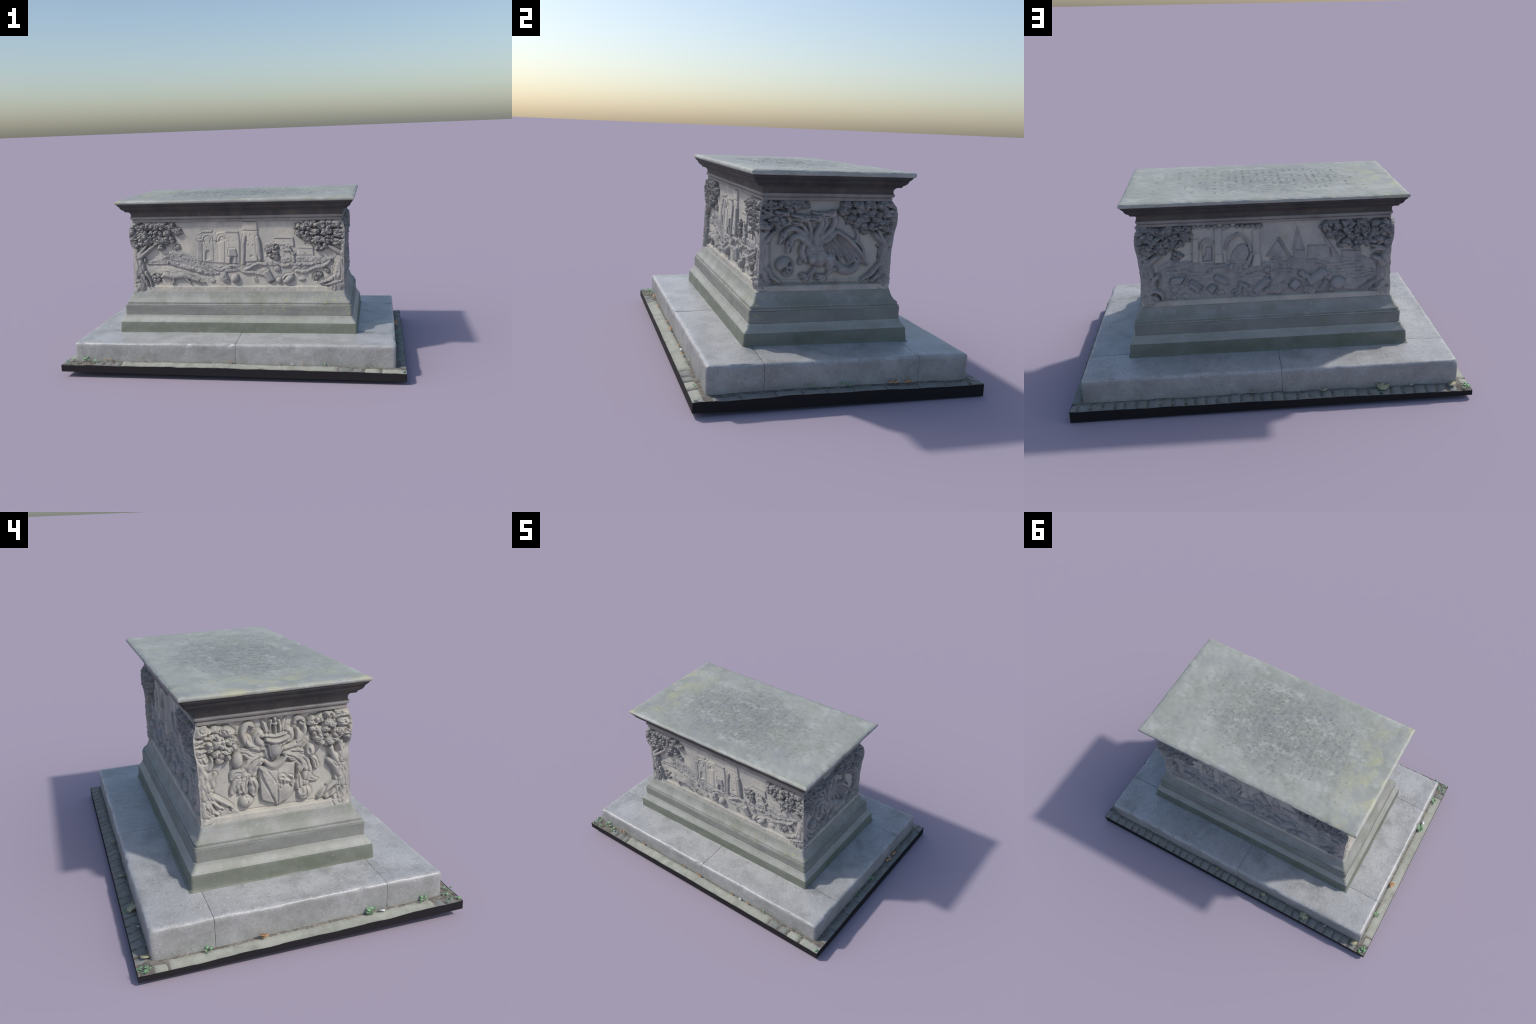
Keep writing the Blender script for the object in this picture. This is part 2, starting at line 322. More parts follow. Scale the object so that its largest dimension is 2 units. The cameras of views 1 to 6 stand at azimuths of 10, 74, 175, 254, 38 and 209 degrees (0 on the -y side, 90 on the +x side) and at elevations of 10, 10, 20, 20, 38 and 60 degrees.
def build_lid():
    def axis(h):
        edge = [0.0, 0.002, 0.005, 0.009, 0.014]
        n = int((2 * h - 0.028) / 0.007)
        inner = np.linspace(-h + 0.014, h - 0.014, n + 1)
        return np.concatenate([[-h + e for e in edge[:-1]], inner, [h - e for e in edge[:-1]][::-1]])
    xs = axis(LX) + CX; ys = axis(LY) + CY
    X, Y = np.meshgrid(xs, ys, indexing='ij'); nx, ny = X.shape
    Zt = lid_height(X, Y)
    V = np.stack([X, Y, Zt], -1).reshape(-1, 3)
    idx = np.arange(nx * ny).reshape(nx, ny)
    F = np.stack([idx[:-1, :-1], idx[1:, :-1], idx[1:, 1:], idx[:-1, 1:]], -1).reshape(-1, 4)
    loop = np.concatenate([idx[:-1, 0], idx[-1, :-1], idx[:0:-1, -1], idx[0, :0:-1]])
    base = V[loop]; rows = [loop]; verts = [V]; count = len(V)
    out = np.stack([np.sign(base[:, 0] - CX) * (np.abs(np.abs(base[:, 0] - CX) - LX) < 1e-6),
                    np.sign(base[:, 1] - CY) * (np.abs(np.abs(base[:, 1] - CY) - LY) < 1e-6)], 1)
    for o, z in ((0.0016, 1.0000), (0.0022, 0.9945), (0.0010, 0.9895), (-0.0015, 0.9862), (-0.006, 0.9846), (-0.03, 0.9844)):
        R = base.copy(); R[:, :2] += out * o; R[:, 2] = z
        wob = 0.0030 * fbm3(R * np.array([1, 1, 0.3]) + 2, 20, 4); chip = -0.010 * np.maximum(0, fbm3(R * np.array([1, 1, 0.5]) + 7, 17, 3) - 0.20)
        R[:, :2] += out * (wob + chip)[:, None]
        verts.append(R); rows.append(np.arange(count, count + len(R))); count += len(R)
    F = F.tolist()
    for a, b in zip(rows[:-1], rows[1:]):
        F += np.stack([a, b, np.roll(b, -1), np.roll(a, -1)], -1).tolist()
    ob = mesh_object('lid', np.concatenate(verts), F, M['lid'], tomb, True)
    wob = 0.0030 * fbm3(base * np.array([1, 1, 0.3]) + 2, 20, 4) - 0.010 * np.maximum(0, fbm3(base * np.array([1, 1, 0.5]) + 7, 17, 3) - 0.20)
    for i, w, o in zip(loop, wob, out):
        v = ob.data.vertices[int(i)]; v.co.x += o[0] * (w + 0.0005); v.co.y += o[1] * (w + 0.0005)
    ob.data.update()
    return ob
lid = build_lid()

def build_lettering():
    """weathered, unreadable incised rows running across the lid: short strokes laid in the stone"""
    r = np.random.RandomState(5); V = []; F = []
    def stroke(x0, y0, x1, y1, w):
        d = np.array([x1 - x0, y1 - y0]); L = np.hypot(*d) + 1e-9; q = np.array([-d[1], d[0]]) / L * w / 2
        b = len(V)
        for (x, y) in ((x0 + q[0], y0 + q[1]), (x1 + q[0], y1 + q[1]), (x1 - q[0], y1 - q[1]), (x0 - q[0], y0 - q[1])):
            z = float(lid_height(np.array([x]), np.array([y]))[0]); V.append((x, y, z + 0.0004))
        for k in range(4): V.append((V[b + k][0], V[b + k][1], V[b + k][2] - 0.003))
        F.extend([[b, b + 3, b + 2, b + 1], [b, b + 1, b + 5, b + 4], [b + 1, b + 2, b + 6, b + 5], [b + 2, b + 3, b + 7, b + 6], [b + 3, b, b + 4, b + 7]])
    rows = np.arange(0.56, -0.60, -0.0385)
    for x in rows:
        half = 0.30 - 0.07 * r.rand(); y = CY + half
        h = 0.0145
        while y > CY - half:
            w = 0.006 + 0.005 * r.rand()
            dist = math.hypot((x + 0.05) / 0.42, (y + 0.02) / 0.26)
            if r.rand() < np.clip(0.95 - 0.55 * dist, 0.05, 0.75) and fbm2(np.array(x * 14 + 3), np.array(y * 14), 2) > -0.12:
                k = r.randint(5); t = 0.0011 + 0.0012 * r.rand()
                xo = x + r.uniform(-0.0015, 0.0015); a, c = xo - h / 2, xo + h / 2
                if k in (0, 1, 2): stroke(a, y, c, y, t)
                if k in (0, 3): stroke(a, y - w, c, y - w, t)
                if k in (1, 3): stroke(c - 0.001, y, c - 0.001, y - w, t)
                if k in (0, 1): stroke(x, y, x, y - w, t)
                if k == 2: stroke(x, y, a, y - w, t)
                if k == 4: stroke(a, y, c, y - w / 2, t); stroke(c, y - w / 2, a, y - w, t)
            y -= w + 0.004 + 0.004 * r.rand() + (0.012 if r.rand() < 0.16 else 0)
    ob = mesh_object('lettering', V, F, M['letter'], lid, False)
    ob['kind'] = 'stuff'
build_lettering()

# --------------------------------------------------------------- relief kit
class Relief:
    """a carved panel as a height field over (s, z); every carved piece keeps its own label"""
    def __init__(self, half, z0=0.4405, z1=0.8675, step=0.0017):
        self.half = half
        self.ns = int(2 * half / step) + 1; self.nz = int((z1 - z0) / step) + 1
        self.s = np.linspace(-half, half, self.ns); self.z = np.linspace(z0, z1, self.nz)
        self.S, self.Z = np.meshgrid(self.s, self.z)
        self.H = 0.0007 * fbm2(self.S * 60 + half * 31, self.Z * 60, 3)
        self.L = np.zeros(self.S.shape, int); self.names = [('relief_panel', 'panel')]
    SINGLE = {'tree_trunk', 'tree_branch', 'tree_root', 'tree_knot', 'boulder', 'fallen_block', 'hydra_neck', 'hydra_leg', 'hydra_arm', 'hydra_thigh', 'otter_leg', 'house',
              'tower_buttress', 'mantling_scroll', 'mantling_knob', 'mantling_curl', 'ruin_pier', 'rubble_stone', 'crown_plume', 'castle_turret', 'fallen_scroll', 'root_mound', 'foliage_tuft'}
    def _id(self, name, mat, fresh=False):
        if name[0] == '+':                       # second face of the piece cut last
            return max(k for k, n in enumerate(self.names) if n == (name[1:], mat))
        fresh = fresh or name in self.SINGLE
        if not fresh and (name, mat) in self.names: return self.names.index((name, mat))
        self.names.append((name, mat)); return len(self.names) - 1
    def _box(self, pts, r):
        p = np.array(pts); i0 = max(0, np.searchsorted(self.s, p[:, 0].min() - r) - 1); i1 = min(self.ns, np.searchsorted(self.s, p[:, 0].max() + r) + 1)
        j0 = max(0, np.searchsorted(self.z, p[:, 1].min() - r) - 1); j1 = min(self.nz, np.searchsorted(self.z, p[:, 1].max() + r) + 1)
        return (slice(j0, j1), slice(i0, i1))
    def _raise(self, sl, h, inside, lab):
        up = inside & (h > self.H[sl]); self.H[sl][up] = h[up]; self.L[sl][up] = lab
    @staticmethod
    def spline(pts, rad, n=9):
        p = np.array(pts, float); r = np.broadcast_to(np.array(rad, float), (len(p),)) if np.ndim(rad) == 0 else np.interp(np.linspace(0, 1, len(p)), np.linspace(0, 1, len(rad)), rad)
        q = np.concatenate([p, r[:, None]], 1)
        if len(q) < 3: return np.array([q[0] + (q[-1] - q[0]) * t for t in np.linspace(0, 1, 6)])
        e = np.concatenate([[2 * q[0] - q[1]], q, [2 * q[-1] - q[-2]]]); out = []
        for k in range(1, len(e) - 2):
            for t in np.linspace(0, 1, n, endpoint=False):
                a, b, c, d = e[k - 1:k + 3]
                out.append(0.5 * (2 * b + (c - a) * t + (2 * a - 5 * b + 4 * c - d) * t * t + (3 * b - a - 3 * c + d) * t ** 3))
        out.append(q[-1]); return np.array(out)
    def _tube(self, pts, rad):
        q = self.spline(pts, rad); rm = q[:, 2].max(); sl = self._box(q[:, :2], rm); S, Z = self.S[sl], self.Z[sl]
        best = np.full(S.shape, 9.0)
        for a, b in zip(q[:-1], q[1:]):
            d = b[:2] - a[:2]; L2 = d @ d + 1e-12
            t = np.clip(((S - a[0]) * d[0] + (Z - a[1]) * d[1]) / L2, 0, 1)
            best = np.minimum(best, np.hypot(S - a[0] - t * d[0], Z - a[1] - t * d[1]) / np.maximum(1e-4, a[2] + (b[2] - a[2]) * t))
        return sl, best
    MOAT = 0.0052
    def moat(self, sl, d, depth):
        """sink the ground just outside a piece so that it reads as undercut; d = metres outside its edge"""
        if depth: self.H[sl] -= depth * np.clip(1 - np.abs(d) / 0.0085, 0, 1) * (d > 0) * (self.H[sl] > -0.010)
    def stroke(self, pts, rad, h, name, mat='relief', rough=0.0, fresh=False, power=0.5, moat=None):
        q = np.array([np.array(p) for p in pts]); rm = float(np.mean(rad)); m = (self.MOAT if h > 0.0095 else 0.0) if moat is None else moat
        if m:
            sl, t = self._tube(pts, np.array(rad) + 0.008); d = (t - 1) * (rm + 0.008) + 0.008; self.moat(sl, d, m)
        sl, t = self._tube(pts, rad)
        hh = h * np.clip(1 - t * t, 0, 1) ** power
        if rough:
            fx, fz = (120, 32) if name in ('tree_trunk', 'tree_root') else (70, 70)
            hh = hh + rough * (fbm2(self.S[sl] * fx + 3 + 14 * self.Z[sl], self.Z[sl] * fz + 8, 3) - 0.5 * np.abs(fbm2(self.S[sl] * fx * 0.6 + 9, self.Z[sl] * fz * 0.5, 2))) * 1.5 * (t < 1)
        self._raise(sl, hh, t < 1, self._id(name, mat, fresh))
    def head(self, base, tip, r, h, name='hydra_head', flip=1):
        """a dragon head seen from the side: skull, open snout, brow, eye"""
        b = np.array(base); e = np.array(tip); d = e - b; L = np.hypot(*d); u = d / L; q = np.array([-u[1], u[0]]) * flip
        self.blob(tuple(b + 0.10 * d), r * 1.15, r * 1.05, h, name, fresh=True)
        self.stroke([b + 0.1 * d - q * r * 0.25, b + 0.5 * d - q * r * 0.62, b + 0.88 * d - q * r * 0.78], [r * 0.72, r * 0.46, r * 0.24], h * 0.80, name, moat=0)
        self.stroke([b + 0.05 * d + q * r * 0.1, b + 0.5 * d + q * r * 0.12, e + q * r * 0.05], [r * 0.95, r * 0.72, r * 0.46], h * 1.05, name, moat=0)
        self.groove([b + 0.42 * d - q * r * 0.36, b + 0.7 * d - q * r * 0.42, e - q * r * 0.50], r * 0.16, h * 0.18)
        self.stroke([b - 0.05 * d + q * r * 0.95, b + 0.40 * d + q * r * 0.70], r * 0.28, h * 1.15, name, moat=0)
        self.dent(tuple(b + 0.30 * d + q * r * 0.35), r * 0.34, r * 0.24, h * 0.30, math.degrees(math.atan2(u[1], u[0])))
    def drum(self, p0, p1, r, h, name, mat='block', flutes=0):
        """a fallen column drum: half round along its length, cut square at both ends"""
        a = np.array(p0); d = np.array(p1) - a; L = np.hypot(*d); u = d / L; q = np.array([-u[1], u[0]])
        sl = self._box([p0, p1], r + 0.012); S, Z = self.S[sl] - a[0], self.Z[sl] - a[1]
        al = S * u[0] + Z * u[1]; v = S * q[0] + Z * q[1]
        out = np.maximum(np.maximum(-al, al - L), np.abs(v) - r); self.moat(sl, out, self.MOAT)
        hh = h * np.clip(1 - (v / r) ** 2, 0, 1) ** 0.5 * (1 - 0.25 * sstep((al - L + 0.010) / 0.010))
        if flutes: hh = hh - 0.0022 * np.abs(np.sin(np.arcsin(np.clip(v / r, -1, 1)) * flutes))
        self._raise(sl, hh, out < 0, self._id(name, mat, True))
    def scales(self, c, rx, rz, amp, size):
        sl, t = self._ell(c, rx, rz, 0); self.H[sl] += amp * (0.45 - worley2(self.S[sl] / size, self.Z[sl] / size, 5)) * (t < 1) * (self.H[sl] > 0.012)
    def leaf(self, pts, rad, h, name, mat='relief'):
        """acanthus-like lobe: scalloped edge, sunken midrib, slanting veins"""
        q = self.spline(pts, rad); seg = np.hypot(*np.diff(q[:, :2], axis=0).T); cum = np.concatenate([[0], np.cumsum(seg)])
        rm = q[:, 2].max() * 1.2; sl = self._box(q[:, :2], rm + 0.008); S, Z = self.S[sl], self.Z[sl]
        best = np.full(S.shape, 99.0); along = np.zeros(S.shape); side = np.zeros(S.shape); rr = np.full(S.shape, 0.01)
        for k, (a, b) in enumerate(zip(q[:-1], q[1:])):
            d = b[:2] - a[:2]; L2 = d @ d + 1e-12
            u = np.clip(((S - a[0]) * d[0] + (Z - a[1]) * d[1]) / L2, 0, 1); r = np.maximum(1e-4, a[2] + (b[2] - a[2]) * u)
            dist = np.hypot(S - a[0] - u * d[0], Z - a[1] - u * d[1]) / r; m = dist < best
            best[m] = dist[m]; along[m] = (cum[k] + u * seg[k])[m]; rr[m] = r[m]; side[m] = np.sign(d[0] * (Z - a[1]) - d[1] * (S - a[0]))[m]
        scal = 0.84 + 0.26 * np.abs(np.sin(along * 62 + 0.8 * side)); t = best / scal
        self.moat(sl, np.where(t > 1, (t - 1) * rr, -1.0), self.MOAT)
        hh = h * np.clip(1 - t * t, 0, 1) ** 0.45 * (0.92 + 0.08 * np.cos(along * 45)) - 0.38 * h * np.exp(-(best / 0.18) ** 2) + 0.05 * h * np.sin(along * 190 + best * 3.0)
        self._raise(sl, hh, t < 1, self._id(name, mat, True))
    def groove(self, pts, rad, depth):
        sl, t = self._tube(pts, rad); self.H[sl] -= depth * np.clip(1 - t * t, 0, 1)
    def _ell(self, c, rx, rz, ang):
        R = max(rx, rz); sl = self._box([c], R); S, Z = self.S[sl] - c[0], self.Z[sl] - c[1]
        a = math.radians(ang); u = (S * math.cos(a) + Z * math.sin(a)) / rx; v = (-S * math.sin(a) + Z * math.cos(a)) / rz
        return sl, np.hypot(u, v)
    def blob(self, c, rx, rz, h, name, mat='relief', ang=0, power=0.5, rough=0.0, fresh=False):
        if h > 0.0095:
            sl, t = self._ell(c, rx + 0.008, rz + 0.008, ang); self.moat(sl, (t - 1) * (min(rx, rz) + 0.008) + 0.008, self.MOAT)
        sl, t = self._ell(c, rx, rz, ang); hh = h * np.clip(1 - t * t, 0, 1) ** power
        if rough: hh = hh + rough * fbm2(self.S[sl] * 90 + 1, self.Z[sl] * 90 + 5, 3) * (t < 1)
        self._raise(sl, hh, t < 1, self._id(name, mat, fresh))
    def dent(self, c, rx, rz, depth, ang=0, power=0.7):
        sl, t = self._ell(c, rx, rz, ang); self.H[sl] -= depth * np.clip(1 - t * t, 0, 1) ** power
    def _sd(self, pts, pad=0.0):
        p = np.array(pts, float); sl = self._box(p, pad + 0.004); S, Z = self.S[sl], self.Z[sl]
        ins = np.zeros(S.shape, bool); d = np.full(S.shape, 9.0)
        for a, b in zip(p, np.roll(p, -1, 0)):
            e = b - a; t = np.clip(((S - a[0]) * e[0] + (Z - a[1]) * e[1]) / (e @ e + 1e-12), 0, 1)
            d = np.minimum(d, np.hypot(S - a[0] - t * e[0], Z - a[1] - t * e[1]))
            if a[1] != b[1]:
                ins ^= ((a[1] > Z) != (b[1] > Z)) & (S < (b[0] - a[0]) * (Z - a[1]) / (b[1] - a[1]) + a[0])
        return sl, np.where(ins, d, -d)
    def poly(self, pts, h, name, mat='relief', bevel=0.004, tilt=(0, 0), rough=0.0, fresh=False, dome=0.0):
        if h > 0.0125:
            sl, d = self._sd(pts, 0.008); self.moat(sl, -d, self.MOAT)
        sl, d = self._sd(pts); c = np.mean(np.array(pts), 0)
        hh = (h + tilt[0] * (self.S[sl] - c[0]) + tilt[1] * (self.Z[sl] - c[1])) * (0.25 + 0.75 * sstep(d / bevel)) + dome * sstep(d / 0.05)
        if rough: hh = hh + rough * fbm2(self.S[sl] * 55 + 2, self.Z[sl] * 55 + 4, 4) * sstep(d / 0.006)
        self._raise(sl, hh, d > 0, self._id(name, mat, fresh))
    def carve(self, pts, depth, bevel=0.003):
        sl, d = self._sd(pts); self.H[sl] -= depth * sstep((d + 0.001) / bevel) * (d > -0.001)
    def arch(self, c, top, half, bottom, depth):
        n = 9; arc = [(c + half * math.cos(math.pi * k / n), top - half + half * math.sin(math.pi * k / n)) for k in range(n + 1)]
        self.carve([(c + half, bottom)] + arc + [(c - half, bottom)], depth)
    def terrain(self, pts, h, amp, scale, name, mat='relief', fade=0.02, streak=1.0):
        sl, d = self._sd(pts); S, Z = self.S[sl], self.Z[sl]
        n = fbm2(S * scale + 21, Z * scale * streak + 13, 4); rid = 1 - np.abs(fbm2(S * scale * 0.6 + 50, Z * scale * 0.9 * streak + 7, 3)) * 2.4
        lum = 0.5 - worley2(S * scale * 0.9 + n, Z * scale * 1.1 * streak, 3)
        hh = (h + amp * n + amp * 0.6 * np.maximum(0, rid) + amp * 0.9 * lum) * (0.15 + 0.85 * sstep(d / fade))
        self._raise(sl, hh, d > 0, self._id(name, mat))
    def foliage(self, clumps, h, mat='relief', leaf=0.0165, amp=0.0100, pits=False, seed=0):
        """crown of rounded leaf tufts; each tuft is a part of its own"""
        r = np.random.RandomState(seed + 40)
        cl = list(clumps)
        for (c, rad) in clumps:        # ragged sprays around the larger tufts
            if rad > 0.021:
                for k in range(2):
                    a = r.uniform(0, 2 * math.pi); cl.append(((c[0] + rad * 0.8 * math.cos(a), c[1] + rad * 0.7 * math.sin(a)), rad * r.uniform(0.36, 0.55)))
        main = len(clumps)
        for num, (c, rad) in enumerate(cl):
            rx = rad * (1 + 0.30 * r.rand()); rz = rad * (0.72 + 0.26 * r.rand())
            sl, t0 = self._ell(c, rx * 1.5, rz * 1.5, r.uniform(-35, 35)); S, Z = self.S[sl], self.Z[sl]
            w = worley2(S / leaf + 3 * r.rand(), Z / (leaf * 0.75), seed)
            w2 = worley2(S / (leaf * 0.55) + 7, Z / (leaf * 0.42), seed + 9)
            lump = fbm2(S * 52 + seed * 3, Z * 60, 3)
            t = t0 * 1.5 * (1 + (0.30 if pits else 0.60) * lump + (0.0 if pits else 0.30) * (w - 0.4))
            hc = h * (0.72 + 0.62 * r.rand())
            hh = hc * np.clip(1 - t * t, 0, 1) ** 0.42 + 0.003 + 0.16 * (Z - c[1])      # upper side leans forward
            self.moat(sl, np.where(t > 1, (t - 1) * rad, -1.0), 0.0085)
            if pits: hh = hh - amp * np.clip(1 - w / 0.30, 0, 1) * 1.2 + amp * 0.5 * lump
            else: hh = hh + amp * (0.45 - w) * 1.35 + amp * 0.7 * (0.45 - w2)
            self._raise(sl, hh, t < 1, self._id('foliage_tuft', mat, True) if num < main else self._id('foliage_sprays', mat))

def clumps(s, *rest):
    return [((a, b), r) for (a, b), r in zip(rest[0], rest[1])]

def emit(rel, frame, bg, corner_lo, corner_hi, halflen, halfdepth, scale=1.0, lean=0.0):
    """turn the height field into meshes: one per carved piece, borders shared, normals of the whole"""
    H = rel.H; S = rel.S.copy(); Z = rel.Z
    for k in range(1):                       # weathering: round every cut edge a little
        G = np.pad(H, 1, mode='edge'); H = 0.5 * H + 0.125 * (G[:-2, 1:-1] + G[2:, 1:-1] + G[1:-1, :-2] + G[1:-1, 2:])
    lo = np.interp(Z, *corner_lo); hi = np.interp(Z, *corner_hi)          # corner offsets from the lid edge
    lo = lo + 0.0022 * fbm2(Z * 55 + 4, Z * 0 + 3, 3); hi = hi + 0.0022 * fbm2(Z * 55 + 4, Z * 0 + 3, 3)
    off = bg + lean * (Z - 0.65) + H * scale
    top = sstep((0.8665 - Z) / 0.014); off = np.where(off > -0.077, -0.077 + (off + 0.077) * top, off)
    wl = 1 - sstep((S + rel.half) / 0.016); wh = 1 - sstep((rel.half - S) / 0.016)
    off = off * (1 - wl) * (1 - wh) + lo * wl + hi * wh
    # push the ends out to the shared corner line
    near = 0.05
    S = S + (halflen + hi - rel.half) * sstep(1 - (rel.half - S) / near) - (halflen + lo - rel.half) * sstep(1 - (rel.half + S) / near)
    o, u, n = frame
    P = o + S[..., None] * u + (halfdepth + off)[..., None] * n + Z[..., None] * np.array([0, 0, 1.0])
    gs = np.gradient(P, axis=1); gz = np.gradient(P, axis=0); N = np.cross(gs, gz); N /= np.linalg.norm(N, axis=-1, keepdims=True)
    if (N @ n).mean() < 0: N = -N
    nz, ns = S.shape; idx = np.arange(nz * ns).reshape(nz, ns)
    F = np.stack([idx[:-1, :-1], idx[:-1, 1:], idx[1:, 1:], idx[1:, :-1]], -1).reshape(-1, 4)
    L = np.maximum.reduce([rel.L[:-1, :-1], rel.L[:-1, 1:], rel.L[1:, 1:], rel.L[1:, :-1]]).reshape(-1)
    cnt = np.bincount(L, minlength=len(rel.names)); L[cnt[L] < 14] = 0
    Pf = P.reshape(-1, 3); Nf = N.reshape(-1, 3); root = None
    for k, (name, mat) in enumerate(rel.names):
        f = F[L == k]
        if len(f) == 0: continue
        ids, inv = np.unique(f, return_inverse=True)
        ob = mesh_object(name, Pf[ids], inv.reshape(-1, 4), M[mat], root or tomb, True, Nf[ids])
        if k == 0: root = ob
        if name == 'foliage_sprays': ob['kind'] = 'stuff'
    return root

BAND = 0.4720   # top of the plain strip along the foot of each panel
def foot_band(R, h, rough=0.0):
    R.poly([(-R.half - 0.1, 0.43), (R.half + 0.1, 0.43), (R.half + 0.1, BAND), (-R.half - 0.1, BAND)], h, 'foot_band', 'panel', 0.006, rough=rough)

# ------------------------------------------------------- corner outlines (z, offset)
CORNER_A = ((0.44, 0.47, 0.56, 0.66, 0.70, 0.73, 0.76, 0.81, 0.84, 0.868), (-0.066, -0.066, -0.070, -0.070, -0.071, -0.063, -0.059, -0.058, -0.063, -0.076))
CORNER_B = ((0.44, 0.47, 0.56, 0.66, 0.70, 0.73, 0.76, 0.81, 0.84, 0.868), (-0.064, -0.063, -0.064, -0.062, -0.061, -0.058, -0.056, -0.056, -0.060, -0.076))
CORNER_C = ((0.44, 0.47, 0.54, 0.62, 0.70, 0.73, 0.76, 0.81, 0.84, 0.868), (-0.065, -0.066, -0.068, -0.066, -0.060, -0.058, -0.052, -0.052, -0.057, -0.074))
CORNER_D = ((0.44, 0.47, 0.55, 0.60, 0.62, 0.64, 0.73, 0.76, 0.82, 0.868), (-0.067, -0.068, -0.071, -0.072, -0.067, -0.071, -0.066, -0.059, -0.058, -0.075))
X = np.array([1.0, 0, 0]); Y = np.array([0, 1.0, 0]); O = np.array([CX, CY, 0.0])

# =============================================== front: park with castle and otter
BG_FRONT = -0.0790
R = Relief(LX - 0.075); R.MOAT = 0.0035
foot_band(R, 0.0125, 0.002)
# hills
R.terrain([(-0.566, 0.610), (-0.557, 0.634), (-0.499, 0.640), (-0.440, 0.665), (-0.399, 0.686), (-0.338, 0.682), (-0.279, 0.668), (-0.244, 0.650), (-0.202, 0.618), (-0.123, 0.604), (0.023, 0.603), (0.021, 0.560), (-0.135, 0.533), (-0.285, 0.565), (-0.384, 0.588), (-0.428, 0.608)], 0.0045, 0.0035, 70, 'hill', fade=0.012)
R.terrain([(-0.034, 0.607), (0.185, 0.622), (0.259, 0.645), (0.316, 0.650), (0.374, 0.652), (0.468, 0.655), (0.588, 0.646), (0.595, 0.604), (0.542, 0.581), (0.466, 0.562), (0.363, 0.551), (0.295, 0.586), (0.184, 0.591), (0.081, 0.552), (-0.036, 0.560)], 0.0045, 0.0040, 60, 'hill', fade=0.012)
R.terrain([(-0.559, 0.602), (-0.428, 0.602), (-0.285, 0.557), (-0.135, 0.529), (0.020, 0.556), (0.016, 0.458), (-0.643, 0.457), (-0.572, 0.530)], 0.0015, 0.0016, 60, 'meadow', 'panel', fade=0.02)
R.stroke([(-0.554, 0.610), (-0.485, 0.610), (-0.428, 0.609)], [0.005, 0.007, 0.008], 0.009, 'ridge', rough=0.004)
R.stroke([(-0.419, 0.620), (-0.363, 0.601), (-0.304, 0.585), (-0.245, 0.569), (-0.193, 0.557), (-0.146, 0.539)], [0.009, 0.015, 0.016, 0.014, 0.013, 0.005], 0.013, 'ridge', rough=0.007)
R.stroke([(-0.441, 0.650), (-0.380, 0.661), (-0.320, 0.649), (-0.261, 0.633), (-0.203, 0.608), (-0.148, 0.592)], [0.006, 0.012, 0.012, 0.010, 0.010, 0.006], 0.008, 'ridge', rough=0.006)
R.stroke([(-0.156, 0.592), (-0.105, 0.569), (-0.053, 0.584), (0.022, 0.588)], [0.006, 0.009, 0.008, 0.008], 0.010, 'ridge', rough=0.005)
R.stroke([(-0.035, 0.596), (0.012, 0.591), (0.051, 0.568), (0.094, 0.587), (0.134, 0.607), (0.184, 0.604)], [0.009, 0.010, 0.011, 0.010, 0.010, 0.012], 0.015, 'ledge', rough=0.005)
R.stroke([(0.004, 0.582), (0.054, 0.556), (0.120, 0.552), (0.174, 0.536)], [0.007, 0.010, 0.010, 0.005], 0.014, 'ledge', rough=0.004)
R.stroke([(0.239, 0.612), (0.296, 0.594), (0.353, 0.603), (0.429, 0.601), (0.505, 0.614)], [0.006, 0.011, 0.011, 0.011, 0.006], 0.012, 'ridge', rough=0.007)
R.stroke([(0.363, 0.561), (0.428, 0.559), (0.478, 0.582), (0.523, 0.589), (0.569, 0.621)], [0.008, 0.012, 0.012, 0.013, 0.006], 0.014, 'ridge', rough=0.008)
R.stroke([(0.247, 0.633), (0.278, 0.629), (0.316, 0.640)], [0.006, 0.012, 0.005], 0.008, 'ridge', rough=0.005)
# castle
R.poly([(-0.236, 0.623), (-0.228, 0.758), (-0.233, 0.787), (-0.196, 0.808), (-0.137, 0.807), (-0.114, 0.796), (-0.059, 0.803), (0.023, 0.800), (0.029, 0.747), (0.023, 0.607), (-0.044, 0.608), (-0.202, 0.618)], 0.0070, 'castle_wall', 'panel', 0.004)
R.poly([(-0.237, 0.624), (-0.230, 0.757), (-0.200, 0.757), (-0.202, 0.620)], 0.0105, 'castle_turret')
R.poly([(-0.199, 0.744), (-0.132, 0.745), (-0.132, 0.624), (-0.202, 0.622)], 0.0098, 'castle_wall', 'panel')
R.poly([(-0.102, 0.749), (-0.061, 0.748), (-0.066, 0.612), (-0.099, 0.612)], 0.0100, 'castle_wall', 'panel')
R.stroke([(-0.201, 0.746), (-0.194, 0.773), (-0.169, 0.786), (-0.144, 0.775), (-0.140, 0.745)], 0.0050, 0.0100, 'castle_arch', 'panel')
R.stroke([(-0.104, 0.747), (-0.095, 0.772), (-0.075, 0.780), (-0.060, 0.764)], 0.0045, 0.0100, 'castle_arch', 'panel')
R.stroke([(-0.053, 0.748), (-0.041, 0.771), (-0.013, 0.775), (0.018, 0.763)], 0.0040, 0.0088, 'castle_arch', 'panel')
R.stroke([(-0.198, 0.804), (-0.141, 0.804)], 0.0075, 0.0100, 'castle_parapet')
R.stroke([(-0.231, 0.787), (-0.200, 0.800)], 0.0050, 0.0085, 'castle_parapet')
R.stroke([(-0.055, 0.799), (0.017, 0.798)], 0.0065, 0.0095, 'castle_parapet')
R.stroke([(-0.231, 0.752), (-0.203, 0.753)], 0.0060, 0.0100, 'castle_parapet')
R.stroke([(-0.132, 0.751), (-0.104, 0.749)], 0.0050, 0.0090, 'castle_parapet')
for q in [(-0.184, 0.742), (-0.153, 0.740), (-0.113, 0.743), (-0.091, 0.749)]: R.dent(q, 0.0045, 0.0120, 0.0060)
